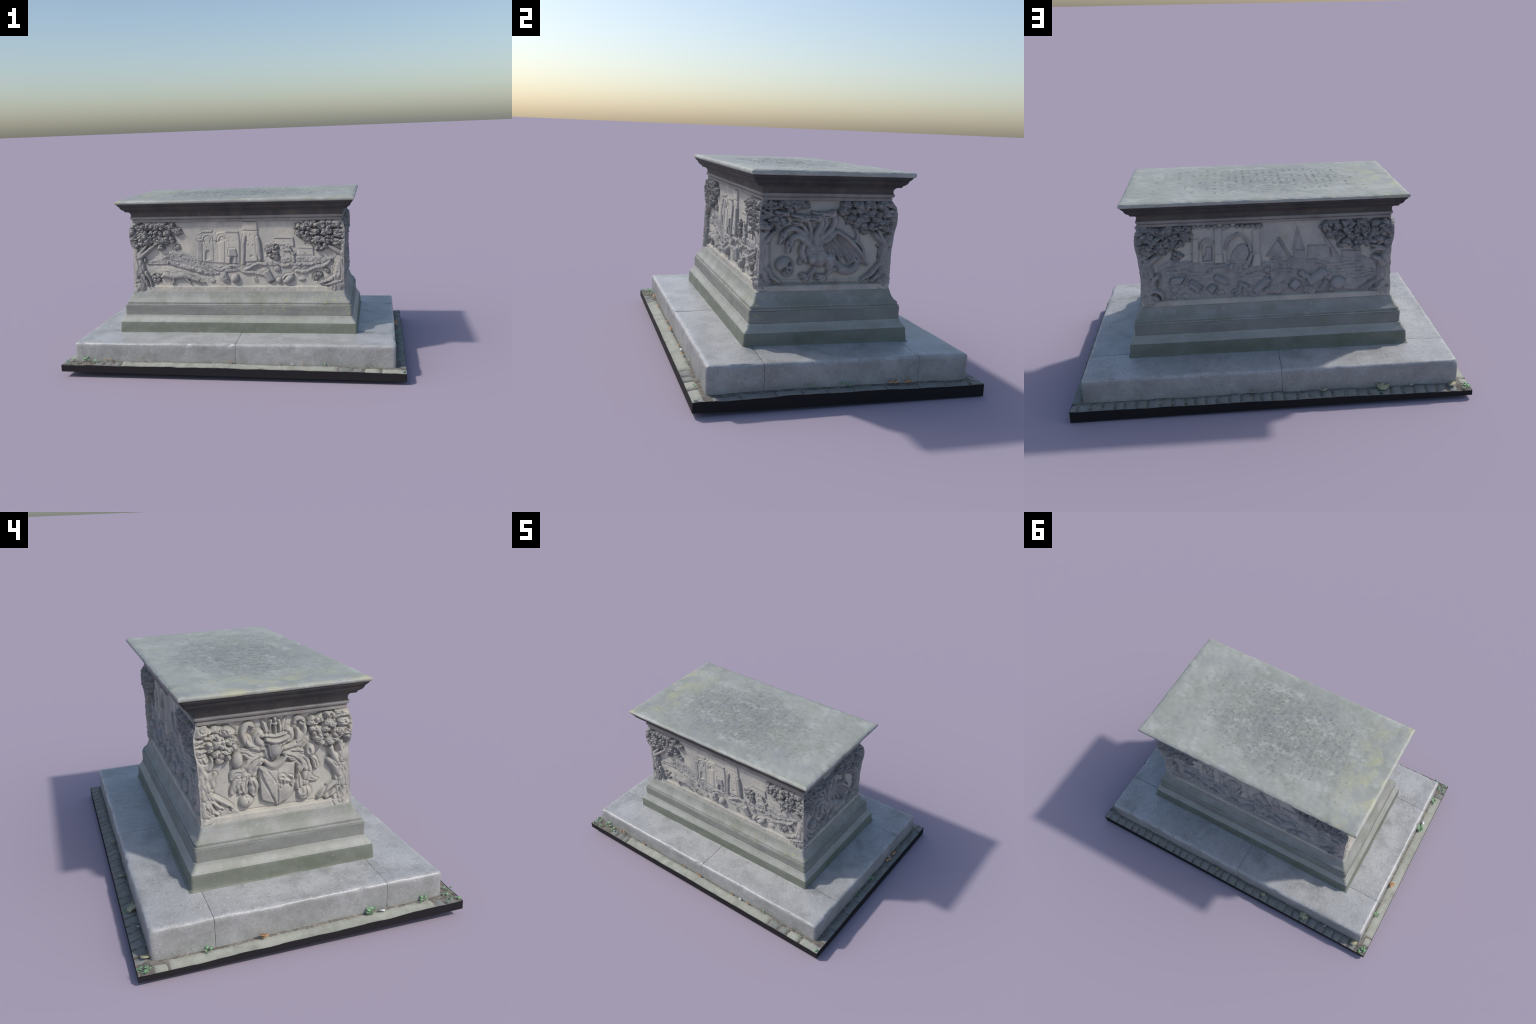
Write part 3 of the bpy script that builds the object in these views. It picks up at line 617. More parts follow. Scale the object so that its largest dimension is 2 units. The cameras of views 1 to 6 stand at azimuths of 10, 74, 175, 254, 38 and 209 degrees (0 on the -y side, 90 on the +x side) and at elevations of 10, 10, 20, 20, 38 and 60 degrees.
for q in [(-0.036, 0.744), (-0.006, 0.748), (-0.034, 0.721), (-0.174, 0.709), (-0.135, 0.653), (-0.114, 0.794)]: R.dent(q, 0.0035, 0.0050, 0.0040)
R.carve([(-0.188, 0.628), (-0.185, 0.675), (-0.178, 0.689), (-0.168, 0.693), (-0.159, 0.689), (-0.156, 0.675), (-0.159, 0.636)], 0.0075)
# gatehouse
R.poly([(-0.048, 0.608), (-0.042, 0.657), (0.011, 0.656), (0.011, 0.607)], 0.0120, 'gatehouse')
R.poly([(-0.046, 0.653), (-0.037, 0.701), (0.005, 0.701), (0.014, 0.652)], 0.0145, 'gatehouse_roof', tilt=(0, -0.06))
R.carve([(-0.032, 0.610), (-0.030, 0.643), (-0.019, 0.651), (-0.009, 0.643), (-0.009, 0.609)], 0.0110)
# great tower
R.poly([(0.045, 0.615), (0.055, 0.809), (0.047, 0.861), (0.138, 0.859), (0.141, 0.806), (0.135, 0.622)], 0.0080, 'castle_tower', 'panel', 0.004)
R.poly([(0.049, 0.809), (0.048, 0.861), (0.138, 0.859), (0.141, 0.806)], 0.0105, 'castle_tower', 'panel', 0.004)
R.groove([(0.057, 0.806), (0.139, 0.804)], 0.0030, 0.0050)
R.stroke([(0.061, 0.772), (0.054, 0.724), (0.050, 0.666), (0.046, 0.611)], [0.0120, 0.0125, 0.0125, 0.013], 0.0145, 'tower_buttress')
R.stroke([(0.138, 0.761), (0.144, 0.715), (0.147, 0.673), (0.151, 0.636)], [0.0125, 0.0150, 0.0150, 0.014], 0.0160, 'tower_buttress')
for q in [(0.096, 0.779), (0.082, 0.720), (0.109, 0.719), (0.074, 0.747)]: R.dent(q, 0.0045, 0.0055, 0.0055)
R.dent([(0.099, 0.653)][0], 0.0100, 0.0085, 0.0070)
# distant houses
R.poly([(0.243, 0.760), (0.346, 0.759), (0.350, 0.705), (0.299, 0.706), (0.300, 0.721), (0.242, 0.722)], 0.0030, 'house', 'panel'); R.poly([(0.188, 0.722), (0.298, 0.721), (0.297, 0.644), (0.178, 0.645)], 0.0032, 'house', 'panel'); R.poly([(0.381, 0.701), (0.466, 0.699), (0.473, 0.655), (0.376, 0.655)], 0.0036, 'house', 'panel')
R.stroke([(0.240, 0.761), (0.346, 0.760)], 0.0050, 0.0075, 'house_roof'); R.stroke([(0.347, 0.759), (0.351, 0.736), (0.352, 0.713)], 0.0065, 0.0080, 'house_roof')
R.stroke([(0.188, 0.722), (0.296, 0.720)], 0.0048, 0.0072, 'house_roof'); R.stroke([(0.380, 0.702), (0.465, 0.698)], 0.0045, 0.0070, 'house_roof'); R.stroke([(0.466, 0.698), (0.470, 0.658)], 0.0040, 0.0062, 'house_roof')
for q in [(0.420, 0.665), (0.296, 0.737), (0.239, 0.739)]: R.dent(q, 0.0045, 0.0040, 0.0040)
# small trees and bushes
R.foliage([((0.206, 0.684), 0.018), ((0.237, 0.693), 0.024), ((0.242, 0.664), 0.022), ((0.247, 0.645), 0.018), ((0.217, 0.658), 0.017)], 0.013, 'leafy', amp=0.006, seed=3)
R.foliage([((-0.363, 0.710), 0.020)], 0.012, 'leafy', amp=0.002, seed=4)
R.foliage([((-0.507, 0.510), 0.025), ((-0.490, 0.530), 0.016)], 0.011, 'leafy', amp=0.006, leaf=0.009, seed=5)
R.stroke([(0.354, 0.621), (0.349, 0.659), (0.335, 0.690), (0.326, 0.708)], [0.011, 0.009, 0.008, 0.006], 0.014, 'bare_tree'); R.stroke([(0.336, 0.683), (0.314, 0.687), (0.293, 0.685)], [0.007, 0.007, 0.004], 0.012, 'bare_tree', rough=0.004); R.stroke([(0.349, 0.663), (0.363, 0.671)], [0.007, 0.004], 0.012, 'bare_tree')
# boulders, shells, stump
R.blob([(-0.072, 0.523)][0], 0.026, 0.038, 0.022, 'boulder', ang=25, rough=0.006); R.blob([(-0.053, 0.499)][0], 0.014, 0.010, 0.014, 'boulder')
R.blob([(-0.007, 0.519)][0], 0.026, 0.030, 0.028, 'egg_stone', ang=-30)
R.blob([(-0.148, 0.501)][0], 0.020, 0.013, 0.012, 'boulder', rough=0.005); R.blob([(0.398, 0.512)][0], 0.024, 0.012, 0.012, 'boulder')
R.drum(*[(0.183, 0.559), (0.219, 0.495)], 0.024, 0.022, 'tree_stump', 'relief', flutes=4); R.dent([(0.213, 0.495)][0], 0.022, 0.010, 0.012, 20)
R.blob([(0.253, 0.573)][0], 0.020, 0.019, 0.016, 'snail_shell'); R.groove([(0.243, 0.569), (0.250, 0.559), (0.264, 0.571), (0.255, 0.583), (0.247, 0.575), (0.253, 0.569)], 0.0025, 0.004)
R.blob([(0.261, 0.504)][0], 0.018, 0.018, 0.018, 'boulder')
R.blob([(0.320, 0.514)][0], 0.040, 0.022, 0.027, 'large_shell', ang=38); R.groove([(0.289, 0.505), (0.313, 0.536), (0.348, 0.545)], 0.0035, 0.007); R.stroke([(0.287, 0.516), (0.305, 0.536), (0.346, 0.543)], 0.006, 0.017, 'large_shell')
for a in (0, 1, 2): R.stroke([(q[0] + 0.008 * a, q[1] + 0.002 * a) for q in [(0.105, 0.522), (0.118, 0.493)]], [0.004, 0.003], 0.008, 'fern_frond', 'panel')
# otter
R.stroke([(-0.232, 0.507), (-0.263, 0.517), (-0.295, 0.531), (-0.327, 0.537), (-0.368, 0.532), (-0.408, 0.532), (-0.432, 0.539)], [0.009, 0.013, 0.0170, 0.0195, 0.0195, 0.0165, 0.0150], 0.026, 'otter_body')
R.stroke([(-0.264, 0.515), (-0.228, 0.503), (-0.193, 0.493)], [0.013, 0.008, 0.003], 0.018, 'otter_tail')
R.stroke([(-0.428, 0.540), (-0.446, 0.540), (-0.465, 0.528)], [0.0150, 0.0150, 0.006], 0.026, 'otter_head')
R.stroke([(-0.391, 0.520), (-0.390, 0.500), (-0.401, 0.486)], [0.010, 0.007, 0.006], 0.018, 'otter_leg'); R.stroke([(-0.312, 0.521), (-0.297, 0.501), (-0.285, 0.491)], [0.012, 0.008, 0.006], 0.018, 'otter_leg')
# left tree
R.stroke([(-0.605, 0.471), (-0.606, 0.530), (-0.605, 0.587), (-0.612, 0.635), (-0.623, 0.675), (-0.628, 0.703)], [0.046, 0.036, 0.034, 0.030, 0.022, 0.018], 0.024, 'tree_trunk', 'bark', rough=0.005, power=0.4)
R.stroke([(-0.609, 0.651), (-0.584, 0.686), (-0.559, 0.716)], [0.016, 0.013, 0.011], 0.025, 'tree_branch', 'bark'); R.stroke([(-0.601, 0.647), (-0.562, 0.678), (-0.527, 0.706), (-0.501, 0.727)], [0.014, 0.013, 0.012, 0.009], 0.027, 'tree_branch', 'bark')
R.stroke([(-0.569, 0.638), (-0.567, 0.626)], 0.010, 0.020, 'tree_knot')
for p in ([(-0.611, 0.506), (-0.625, 0.473)], [(-0.584, 0.538), (-0.562, 0.494), (-0.555, 0.473)], [(-0.566, 0.554), (-0.544, 0.518), (-0.530, 0.473)]): R.stroke(p, [0.013, 0.010, 0.006], 0.026, 'tree_root', 'bark', rough=0.004)
R.dent([(-0.604, 0.524)][0], 0.008, 0.014, 0.012); R.dent([(-0.565, 0.516)][0], 0.006, 0.012, 0.010); R.dent([(-0.616, 0.490)][0], 0.012, 0.010, 0.012); R.groove([(-0.573, 0.634), (-0.588, 0.594), (-0.575, 0.550)], 0.006, 0.006)
R.foliage([((-0.620, 0.837), 0.036), ((-0.580, 0.821), 0.032), ((-0.538, 0.848), 0.028), ((-0.486, 0.836), 0.036), ((-0.453, 0.847), 0.028), ((-0.473, 0.792), 0.032), ((-0.390, 0.824), 0.033), ((-0.359, 0.806), 0.021), ((-0.424, 0.794), 0.024), ((-0.616, 0.786), 0.033), ((-0.559, 0.774), 0.040), ((-0.506, 0.785), 0.028), ((-0.627, 0.743), 0.031), ((-0.562, 0.738), 0.031), ((-0.468, 0.749), 0.035), ((-0.435, 0.752), 0.028), ((-0.398, 0.760), 0.024), ((-0.462, 0.715), 0.020), ((-0.524, 0.753), 0.028), ((-0.643, 0.810), 0.024)], 0.025, 'leafy', seed=1)
# right tree
R.stroke([(0.604, 0.479), (0.614, 0.516), (0.619, 0.558), (0.617, 0.604), (0.633, 0.650), (0.641, 0.680)], [0.046, 0.036, 0.030, 0.027, 0.022, 0.018], 0.020, 'tree_trunk', 'bark', rough=0.006, power=0.4)
R.stroke([(0.560, 0.713), (0.597, 0.690), (0.633, 0.661)], [0.010, 0.013, 0.014], 0.024, 'tree_branch', 'bark'); R.stroke([(0.620, 0.741), (0.638, 0.707), (0.637, 0.657)], [0.012, 0.015, 0.015], 0.026, 'tree_branch', 'bark')
R.stroke([(0.609, 0.539), (0.563, 0.508), (0.506, 0.489)], [0.014, 0.012, 0.006], 0.020, 'tree_root', 'bark', rough=0.005); R.stroke([(0.623, 0.512), (0.585, 0.491), (0.540, 0.479)], [0.014, 0.011, 0.006], 0.022, 'tree_root', 'bark', rough=0.005)
R.groove([(0.577, 0.627), (0.595, 0.600), (0.594, 0.558)], 0.007, 0.008); R.dent([(0.612, 0.510)][0], 0.016, 0.008, 0.010, 20); R.dent([(0.634, 0.493)][0], 0.012, 0.010, 0.010)
R.foliage([((0.492, 0.533), 0.022), ((0.549, 0.562), 0.015)], 0.010, 'leafy', amp=0.005, leaf=0.010, seed=7)
R.foliage([((0.395, 0.827), 0.022), ((0.393, 0.789), 0.023), ((0.435, 0.834), 0.031), ((0.473, 0.845), 0.023), ((0.445, 0.764), 0.031), ((0.451, 0.803), 0.025), ((0.521, 0.833), 0.035), ((0.483, 0.795), 0.027), ((0.546, 0.795), 0.028), ((0.570, 0.839), 0.028), ((0.614, 0.842), 0.031), ((0.647, 0.823), 0.027), ((0.501, 0.750), 0.032), ((0.507, 0.706), 0.025), ((0.545, 0.742), 0.023), ((0.574, 0.756), 0.029), ((0.617, 0.782), 0.031), ((0.648, 0.767), 0.023), ((0.541, 0.713), 0.020), ((0.605, 0.741), 0.023)], 0.027, 'leafy', seed=2)
emit(R, (O, X, -Y), BG_FRONT, CORNER_A, CORNER_B, LX, LY, 0.97, -0.035)

# =============================================== right end: hydra and skull
BG_RIGHT = -0.0890
R = Relief(LY - 0.075)
foot_band(R, 0.0240)
R.terrain([(-0.334, 0.481), (-0.335, 0.498), (-0.243, 0.497), (-0.135, 0.491), (0.049, 0.491), (0.162, 0.495), (0.333, 0.492), (0.335, 0.470)], 0.020, 0.001, 30, 'ground_swell', 'panel', fade=0.02)
# skull
R.blob([(-0.209, 0.567)][0], 0.041, 0.036, 0.036, 'skull', ang=15); R.blob([(-0.189, 0.532)][0], 0.029, 0.026, 0.034, 'skull', ang=20); R.blob([(-0.178, 0.558)][0], 0.017, 0.026, 0.032, 'skull')
R.dent([(-0.210, 0.545)][0], 0.014, 0.011, 0.026, 30); R.dent([(-0.184, 0.569)][0], 0.012, 0.010, 0.026, 35); R.dent([(-0.185, 0.542)][0], 0.008, 0.006, 0.018); R.dent([(-0.196, 0.528)][0], 0.007, 0.006, 0.016); R.groove([(-0.209, 0.520), (-0.187, 0.522), (-0.165, 0.540)], 0.003, 0.006)
R.groove([(-0.220, 0.531), (-0.202, 0.524), (-0.194, 0.511)], 0.004, 0.006)
# far wing and tail
R.stroke([(0.088, 0.699), (0.124, 0.674), (0.150, 0.671), (0.179, 0.646), (0.188, 0.614), (0.190, 0.589)], [0.006, 0.009, 0.009, 0.008, 0.008, 0.006], 0.020, 'hydra_wing')
R.stroke([(0.150, 0.671), (0.156, 0.702), (0.142, 0.738)], [0.009, 0.008, 0.006], 0.020, 'hydra_wing')
R.poly([(0.112, 0.674), (0.151, 0.664), (0.175, 0.639), (0.186, 0.592), (0.137, 0.642)], 0.010, 'hydra_wing', bevel=0.01)
R.stroke([(0.044, 0.569), (0.076, 0.544), (0.114, 0.532), (0.148, 0.546), (0.159, 0.571), (0.137, 0.584), (0.117, 0.575)], [0.022, 0.023, 0.022, 0.019, 0.014, 0.011, 0.008], 0.030, 'hydra_tail', rough=0.003)
# near wing
R.poly([(-0.031, 0.665), (0.011, 0.685), (0.043, 0.713), (0.093, 0.689), (0.144, 0.646), (0.190, 0.592), (0.208, 0.560), (0.161, 0.566), (0.152, 0.589), (0.119, 0.577), (0.091, 0.599), (0.066, 0.588), (0.028, 0.603), (-0.003, 0.614), (-0.018, 0.630)], 0.014, 'hydra_wing', bevel=0.010, tilt=(0.03, -0.05))
for p in ([(-0.002, 0.665), (0.010, 0.640), (0.022, 0.606)], [(0.016, 0.675), (0.044, 0.636), (0.066, 0.590)], [(0.030, 0.684), (0.078, 0.632), (0.115, 0.579)], [(0.052, 0.689), (0.116, 0.628), (0.159, 0.566)]): R.stroke(p, [0.0040, 0.0050, 0.0065], 0.024, 'hydra_wing_rib')
R.stroke([(-0.032, 0.668), (0.008, 0.687), (0.043, 0.719), (0.089, 0.696), (0.140, 0.653), (0.182, 0.603), (0.209, 0.560)], [0.015, 0.015, 0.013, 0.013, 0.012, 0.010, 0.006], 0.036, 'hydra_wing_arm')
# body, limbs
R.blob([(-0.058, 0.623)][0], 0.052, 0.058, 0.038, 'hydra_body', rough=0.003); R.blob([(-0.056, 0.654)][0], 0.040, 0.038, 0.036, 'hydra_body', rough=0.002); R.blob([(-0.031, 0.591)][0], 0.050, 0.040, 0.034, 'hydra_body', rough=0.003)
R.stroke([(-0.115, 0.655), (-0.124, 0.631), (-0.115, 0.603), (-0.103, 0.582)], [0.014, 0.016, 0.016, 0.012], 0.030, 'hydra_arm'); R.blob([(-0.129, 0.578)][0], 0.012, 0.018, 0.022, 'hydra_claw')
R.blob([(-0.073, 0.590)][0], 0.022, 0.030, 0.044, 'hydra_thigh'); R.blob([(0.020, 0.582)][0], 0.032, 0.036, 0.044, 'hydra_thigh')
R.stroke([(0.019, 0.566), (0.024, 0.544), (0.043, 0.541)], [0.026, 0.018, 0.010], 0.036, 'hydra_leg'); R.stroke([(0.040, 0.544), (0.014, 0.523), (-0.003, 0.495)], [0.011, 0.009, 0.008], 0.028, 'hydra_leg')
R.stroke([(-0.054, 0.549), (-0.071, 0.528), (-0.093, 0.497)], [0.012, 0.010, 0.008], 0.026, 'hydra_leg')
for p in ([(-0.088, 0.508), (-0.118, 0.519)], [(-0.092, 0.501), (-0.125, 0.508)], [(-0.092, 0.497), (-0.109, 0.490)], [(-0.007, 0.506), (-0.045, 0.514)], [(-0.011, 0.499), (-0.048, 0.500)], [(-0.007, 0.493), (-0.032, 0.485)]): R.stroke(p, [0.010, 0.007], 0.024, 'hydra_claw')
R.scales([(-0.059, 0.626)][0], 0.060, 0.065, 0.0035, 0.009)
# necks and heads
R.stroke([(-0.087, 0.679), (-0.100, 0.714), (-0.116, 0.741), (-0.138, 0.758)], [0.013, 0.012, 0.011, 0.010], 0.022, 'hydra_neck'); R.head([(-0.131, 0.753), (-0.156, 0.760), (-0.172, 0.761)][0], [(-0.131, 0.753), (-0.156, 0.760), (-0.172, 0.761)][-1], 0.0122, 0.024, flip=-1)
R.stroke([(-0.051, 0.686), (-0.027, 0.720), (-0.009, 0.752), (-0.011, 0.776), (-0.032, 0.796)], [0.014, 0.013, 0.012, 0.012, 0.012], 0.024, 'hydra_neck'); R.head([(-0.024, 0.793), (-0.051, 0.805), (-0.080, 0.810)][0], [(-0.024, 0.793), (-0.051, 0.805), (-0.080, 0.810)][-1], 0.0163, 0.030, flip=-1)
R.stroke([(-0.043, 0.675), (-0.019, 0.699), (0.016, 0.727), (0.036, 0.765), (0.030, 0.797)], [0.018, 0.015, 0.015, 0.014, 0.013], 0.028, 'hydra_neck'); R.head([(0.030, 0.802), (0.000, 0.807), (-0.030, 0.801)][0], [(0.030, 0.802), (0.000, 0.807), (-0.030, 0.801)][-1], 0.0184, 0.034, flip=-1)
R.stroke([(-0.077, 0.668), (-0.081, 0.707), (-0.085, 0.741), (-0.099, 0.775)], [0.014, 0.012, 0.011, 0.011], 0.027, 'hydra_neck'); R.head([(-0.101, 0.777), (-0.136, 0.786), (-0.163, 0.792), (-0.181, 0.798)][0], [(-0.101, 0.777), (-0.136, 0.786), (-0.163, 0.792), (-0.181, 0.798)][-1], 0.0184, 0.035, flip=-1)
R.stroke([(-0.057, 0.668), (-0.056, 0.707), (-0.038, 0.741), (-0.032, 0.769), (-0.051, 0.786)], [0.018, 0.016, 0.015, 0.014, 0.013], 0.032, 'hydra_neck'); R.head([(-0.046, 0.781), (-0.071, 0.789), (-0.096, 0.781)][0], [(-0.046, 0.781), (-0.071, 0.789), (-0.096, 0.781)][-1], 0.0173, 0.038, flip=-1)
R.stroke([(-0.090, 0.675), (-0.121, 0.710), (-0.162, 0.734), (-0.197, 0.726), (-0.215, 0.703)], [0.016, 0.014, 0.014, 0.014, 0.014], 0.027, 'hydra_neck'); R.head([(-0.212, 0.707), (-0.223, 0.686), (-0.235, 0.664)][0], [(-0.212, 0.707), (-0.223, 0.686), (-0.235, 0.664)][-1], 0.0163, 0.030, flip=-1)
R.stroke([(-0.078, 0.648), (-0.101, 0.675), (-0.142, 0.698), (-0.172, 0.688), (-0.183, 0.666)], [0.020, 0.018, 0.017, 0.016, 0.016], 0.034, 'hydra_neck'); R.head([(-0.182, 0.671), (-0.188, 0.648), (-0.197, 0.624)][0], [(-0.182, 0.671), (-0.188, 0.648), (-0.197, 0.624)][-1], 0.0184, 0.036, flip=-1)
# left tree
R.stroke([(-0.310, 0.484), (-0.309, 0.536), (-0.309, 0.598), (-0.310, 0.649), (-0.315, 0.687), (-0.323, 0.714)], [0.044, 0.034, 0.031, 0.032, 0.030, 0.024], 0.030, 'tree_trunk', 'bark', rough=0.007, power=0.4)
R.stroke([(-0.312, 0.694), (-0.292, 0.721), (-0.276, 0.748)], [0.014, 0.012, 0.010], 0.032, 'tree_branch', 'bark'); R.stroke([(-0.290, 0.680), (-0.274, 0.707), (-0.240, 0.732)], [0.013, 0.011, 0.008], 0.030, 'tree_branch', 'bark')
R.stroke([(-0.284, 0.546), (-0.269, 0.511), (-0.232, 0.486)], [0.014, 0.013, 0.008], 0.028, 'tree_root', 'bark'); R.stroke([(-0.301, 0.532), (-0.290, 0.504), (-0.278, 0.483)], [0.014, 0.010, 0.007], 0.032, 'tree_root', 'bark'); R.stroke([(-0.326, 0.529), (-0.328, 0.502), (-0.313, 0.484)], 0.012, 0.030, 'tree_root', 'bark')
R.dent([(-0.308, 0.515)][0], 0.011, 0.014, 0.018); R.dent([(-0.259, 0.485)][0], 0.009, 0.006, 0.010); R.dent([(-0.334, 0.608)][0], 0.006, 0.010, 0.010); R.groove([(-0.321, 0.666), (-0.309, 0.632), (-0.322, 0.598)], 0.006, 0.006)
R.foliage([((-0.315, 0.847), 0.028), ((-0.276, 0.835), 0.027), ((-0.238, 0.842), 0.025), ((-0.196, 0.853), 0.028), ((-0.188, 0.824), 0.020), ((-0.143, 0.852), 0.031), ((-0.118, 0.843), 0.018), ((-0.327, 0.818), 0.025), ((-0.285, 0.795), 0.031), ((-0.235, 0.792), 0.031), ((-0.208, 0.802), 0.018), ((-0.318, 0.758), 0.033), ((-0.234, 0.761), 0.024), ((-0.240, 0.741), 0.017), ((-0.333, 0.788), 0.021), ((-0.262, 0.768), 0.021), ((-0.160, 0.836), 0.020)], 0.032, 'leafy', leaf=0.017, amp=0.011, seed=11)
# right tree
R.stroke([(0.303, 0.478), (0.301, 0.518), (0.299, 0.573), (0.296, 0.620), (0.300, 0.663), (0.305, 0.691)], [0.044, 0.034, 0.028, 0.025, 0.022, 0.018], 0.026, 'tree_trunk', 'bark', rough=0.008, power=0.4)
R.stroke([(0.239, 0.711), (0.272, 0.679), (0.301, 0.656)], [0.011, 0.013, 0.014], 0.030, 'tree_branch', 'bark'); R.stroke([(0.261, 0.722), (0.276, 0.695), (0.288, 0.674)], [0.010, 0.011, 0.011], 0.032, 'tree_branch', 'bark'); R.stroke([(0.315, 0.724), (0.324, 0.698), (0.312, 0.663)], [0.012, 0.013, 0.014], 0.032, 'tree_branch', 'bark')
for p in ([(0.277, 0.562), (0.234, 0.516), (0.182, 0.484)], [(0.294, 0.533), (0.258, 0.497), (0.233, 0.480)], [(0.311, 0.518), (0.289, 0.497), (0.271, 0.479)]): R.stroke(p, [0.013, 0.012, 0.007], 0.030, 'tree_root', 'bark', rough=0.005)
for p in ([(0.274, 0.548), (0.256, 0.523), (0.239, 0.501)], [(0.296, 0.511), (0.278, 0.490)], [(0.216, 0.494), (0.198, 0.482)], [(0.258, 0.652), (0.275, 0.634), (0.271, 0.591)]): R.groove(p, 0.006, 0.014)
R.foliage([((0.090, 0.844), 0.027), ((0.142, 0.849), 0.026), ((0.077, 0.818), 0.022), ((0.115, 0.807), 0.029), ((0.170, 0.825), 0.032), ((0.128, 0.776), 0.025), ((0.181, 0.776), 0.032), ((0.225, 0.840), 0.032), ((0.240, 0.798), 0.030), ((0.209, 0.805), 0.023), ((0.282, 0.844), 0.033), ((0.297, 0.802), 0.030), ((0.325, 0.837), 0.021), ((0.191, 0.738), 0.028), ((0.236, 0.743), 0.026), ((0.152, 0.754), 0.020), ((0.277, 0.759), 0.026), ((0.326, 0.770), 0.025), ((0.294, 0.734), 0.019), ((0.253, 0.770), 0.022)], 0.032, 'leafy', leaf=0.017, amp=0.011, seed=12)
emit(R, (O, Y, X), BG_RIGHT, CORNER_B, CORNER_C, LY, LX, 0.97, -0.02)

# =============================================== back: ruins and fallen columns
BG_BACK = -0.0850
R = Relief(LX - 0.075)
foot_band(R, 0.0170)
R.terrain([(-0.561, 0.653), (-0.525, 0.672), (-0.492, 0.693), (-0.446, 0.689), (-0.376, 0.674), (0.013, 0.655), (0.008, 0.444), (-0.553, 0.475), (-0.551, 0.599)], 0.0040, 0.0055, 45, 'rubble_ground', fade=0.012, streak=1.6)
R.terrain([(0.011, 0.674), (0.137, 0.679), (0.392, 0.667), (0.491, 0.666), (0.562, 0.639), (0.586, 0.580), (0.627, 0.470), (0.006, 0.480)], 0.0040, 0.0055, 45, 'rubble_ground', fade=0.012, streak=1.6)
R.terrain([(-0.547, 0.607), (-0.415, 0.615), (-0.201, 0.608), (0.011, 0.578), (0.008, 0.452), (-0.550, 0.479)], 0.0050, 0.0065, 50, 'rubble_ground', fade=0.012)
R.terrain([(0.009, 0.586), (0.166, 0.601), (0.327, 0.601), (0.475, 0.546), (0.588, 0.500), (0.608, 0.471), (0.006, 0.484)], 0.0050, 0.0065, 50, 'rubble_ground', fade=0.012)
for p in ([(-0.511, 0.616), (-0.472, 0.616), (-0.429, 0.622), (-0.380, 0.606), (-0.316, 0.604)], [(-0.271, 0.639), (-0.228, 0.646), (-0.183, 0.619), (-0.129, 0.612)], [(-0.148, 0.592), (-0.094, 0.583), (-0.039, 0.592), (0.007, 0.574)], [(-0.513, 0.636), (-0.477, 0.641), (-0.443, 0.632)]):
    R.stroke(p, [0.006, 0.010, 0.011, 0.006], 0.012, 'rubble_ridge', rough=0.006)
for p in ([(0.029, 0.662), (0.079, 0.644), (0.119, 0.650)], [(0.210, 0.649), (0.272, 0.642), (0.327, 0.620), (0.400, 0.628), (0.473, 0.632)], [(0.327, 0.589), (0.400, 0.589), (0.493, 0.592), (0.556, 0.581)], [(0.419, 0.557), (0.475, 0.554), (0.549, 0.566)], [(0.035, 0.604), (0.085, 0.605), (0.151, 0.598)]):
    R.stroke(p, [0.006, 0.009, 0.009, 0.005], 0.011, 'rubble_ridge', rough=0.006)
# ruined arcade
R.poly([(-0.380, 0.665), (-0.374, 0.794), (-0.378, 0.855), (-0.020, 0.843), (-0.022, 0.763), (-0.034, 0.650)], 0.0085, 'ruin_wall', 'panel', 0.004, rough=0.001)
R.arch([(-0.303, 0.769)][0][0], [(-0.303, 0.772)][0][1], 0.0285, [(-0.308, 0.667)][0][1], 0.0150); R.arch([(-0.146, 0.731)][0][0], [(-0.144, 0.790)][0][1], 0.0620, [(-0.149, 0.663)][0][1], 0.0145)
R.stroke([(-0.337, 0.740), (-0.333, 0.766), (-0.317, 0.784), (-0.299, 0.789), (-0.280, 0.781), (-0.269, 0.760)], 0.0060, 0.0120, 'ruin_arch')
R.stroke([(-0.212, 0.734), (-0.205, 0.764), (-0.183, 0.789), (-0.147, 0.806), (-0.115, 0.793), (-0.092, 0.762), (-0.081, 0.720)], 0.0085, 0.0120, 'ruin_arch'); R.blob([(-0.148, 0.806)][0], 0.012, 0.010, 0.013, 'ruin_arch')
R.poly([(-0.337, 0.672), (-0.310, 0.709), (-0.309, 0.743), (-0.280, 0.745), (-0.281, 0.670)], 0.0035, 'ruin_wall', bevel=0.006)
R.poly([(-0.188, 0.673), (-0.173, 0.717), (-0.146, 0.746), (-0.117, 0.754), (-0.093, 0.736), (-0.090, 0.694), (-0.113, 0.654), (-0.163, 0.656)], 0.0055, 'rubble_pile', bevel=0.012, rough=0.003)
for p, h in (([(-0.268, 0.669), (-0.261, 0.845), (-0.226, 0.847), (-0.231, 0.667)], 0.0135), ([(-0.073, 0.690), (-0.070, 0.841), (-0.033, 0.842), (-0.037, 0.688)], 0.0135), ([(-0.380, 0.667), (-0.373, 0.791), (-0.343, 0.793), (-0.350, 0.665)], 0.0130), ([(-0.269, 0.659), (-0.264, 0.707), (-0.227, 0.707), (-0.226, 0.657)], 0.0150), ([(-0.080, 0.629), (-0.072, 0.705), (-0.035, 0.705), (-0.031, 0.634)], 0.0150)):
    R.poly(p, h, 'ruin_pier', 'panel')
R.stroke([(-0.074, 0.701), (-0.091, 0.664), (-0.112, 0.631)], [0.008, 0.011, 0.013], 0.013, 'ruin_buttress', rough=0.003); R.groove([(-0.069, 0.693), (-0.077, 0.659), (-0.092, 0.630)], 0.006, 0.010)
R.foliage([((-0.362, 0.856), 0.012), ((-0.313, 0.858), 0.014), ((-0.289, 0.855), 0.013), ((-0.261, 0.854), 0.011), ((-0.201, 0.851), 0.014), ((-0.145, 0.850), 0.013), ((-0.120, 0.851), 0.011), ((-0.092, 0.848), 0.013), ((-0.064, 0.847), 0.012), ((-0.036, 0.847), 0.013)], 0.012, 'leafy', leaf=0.009, amp=0.006, seed=23)
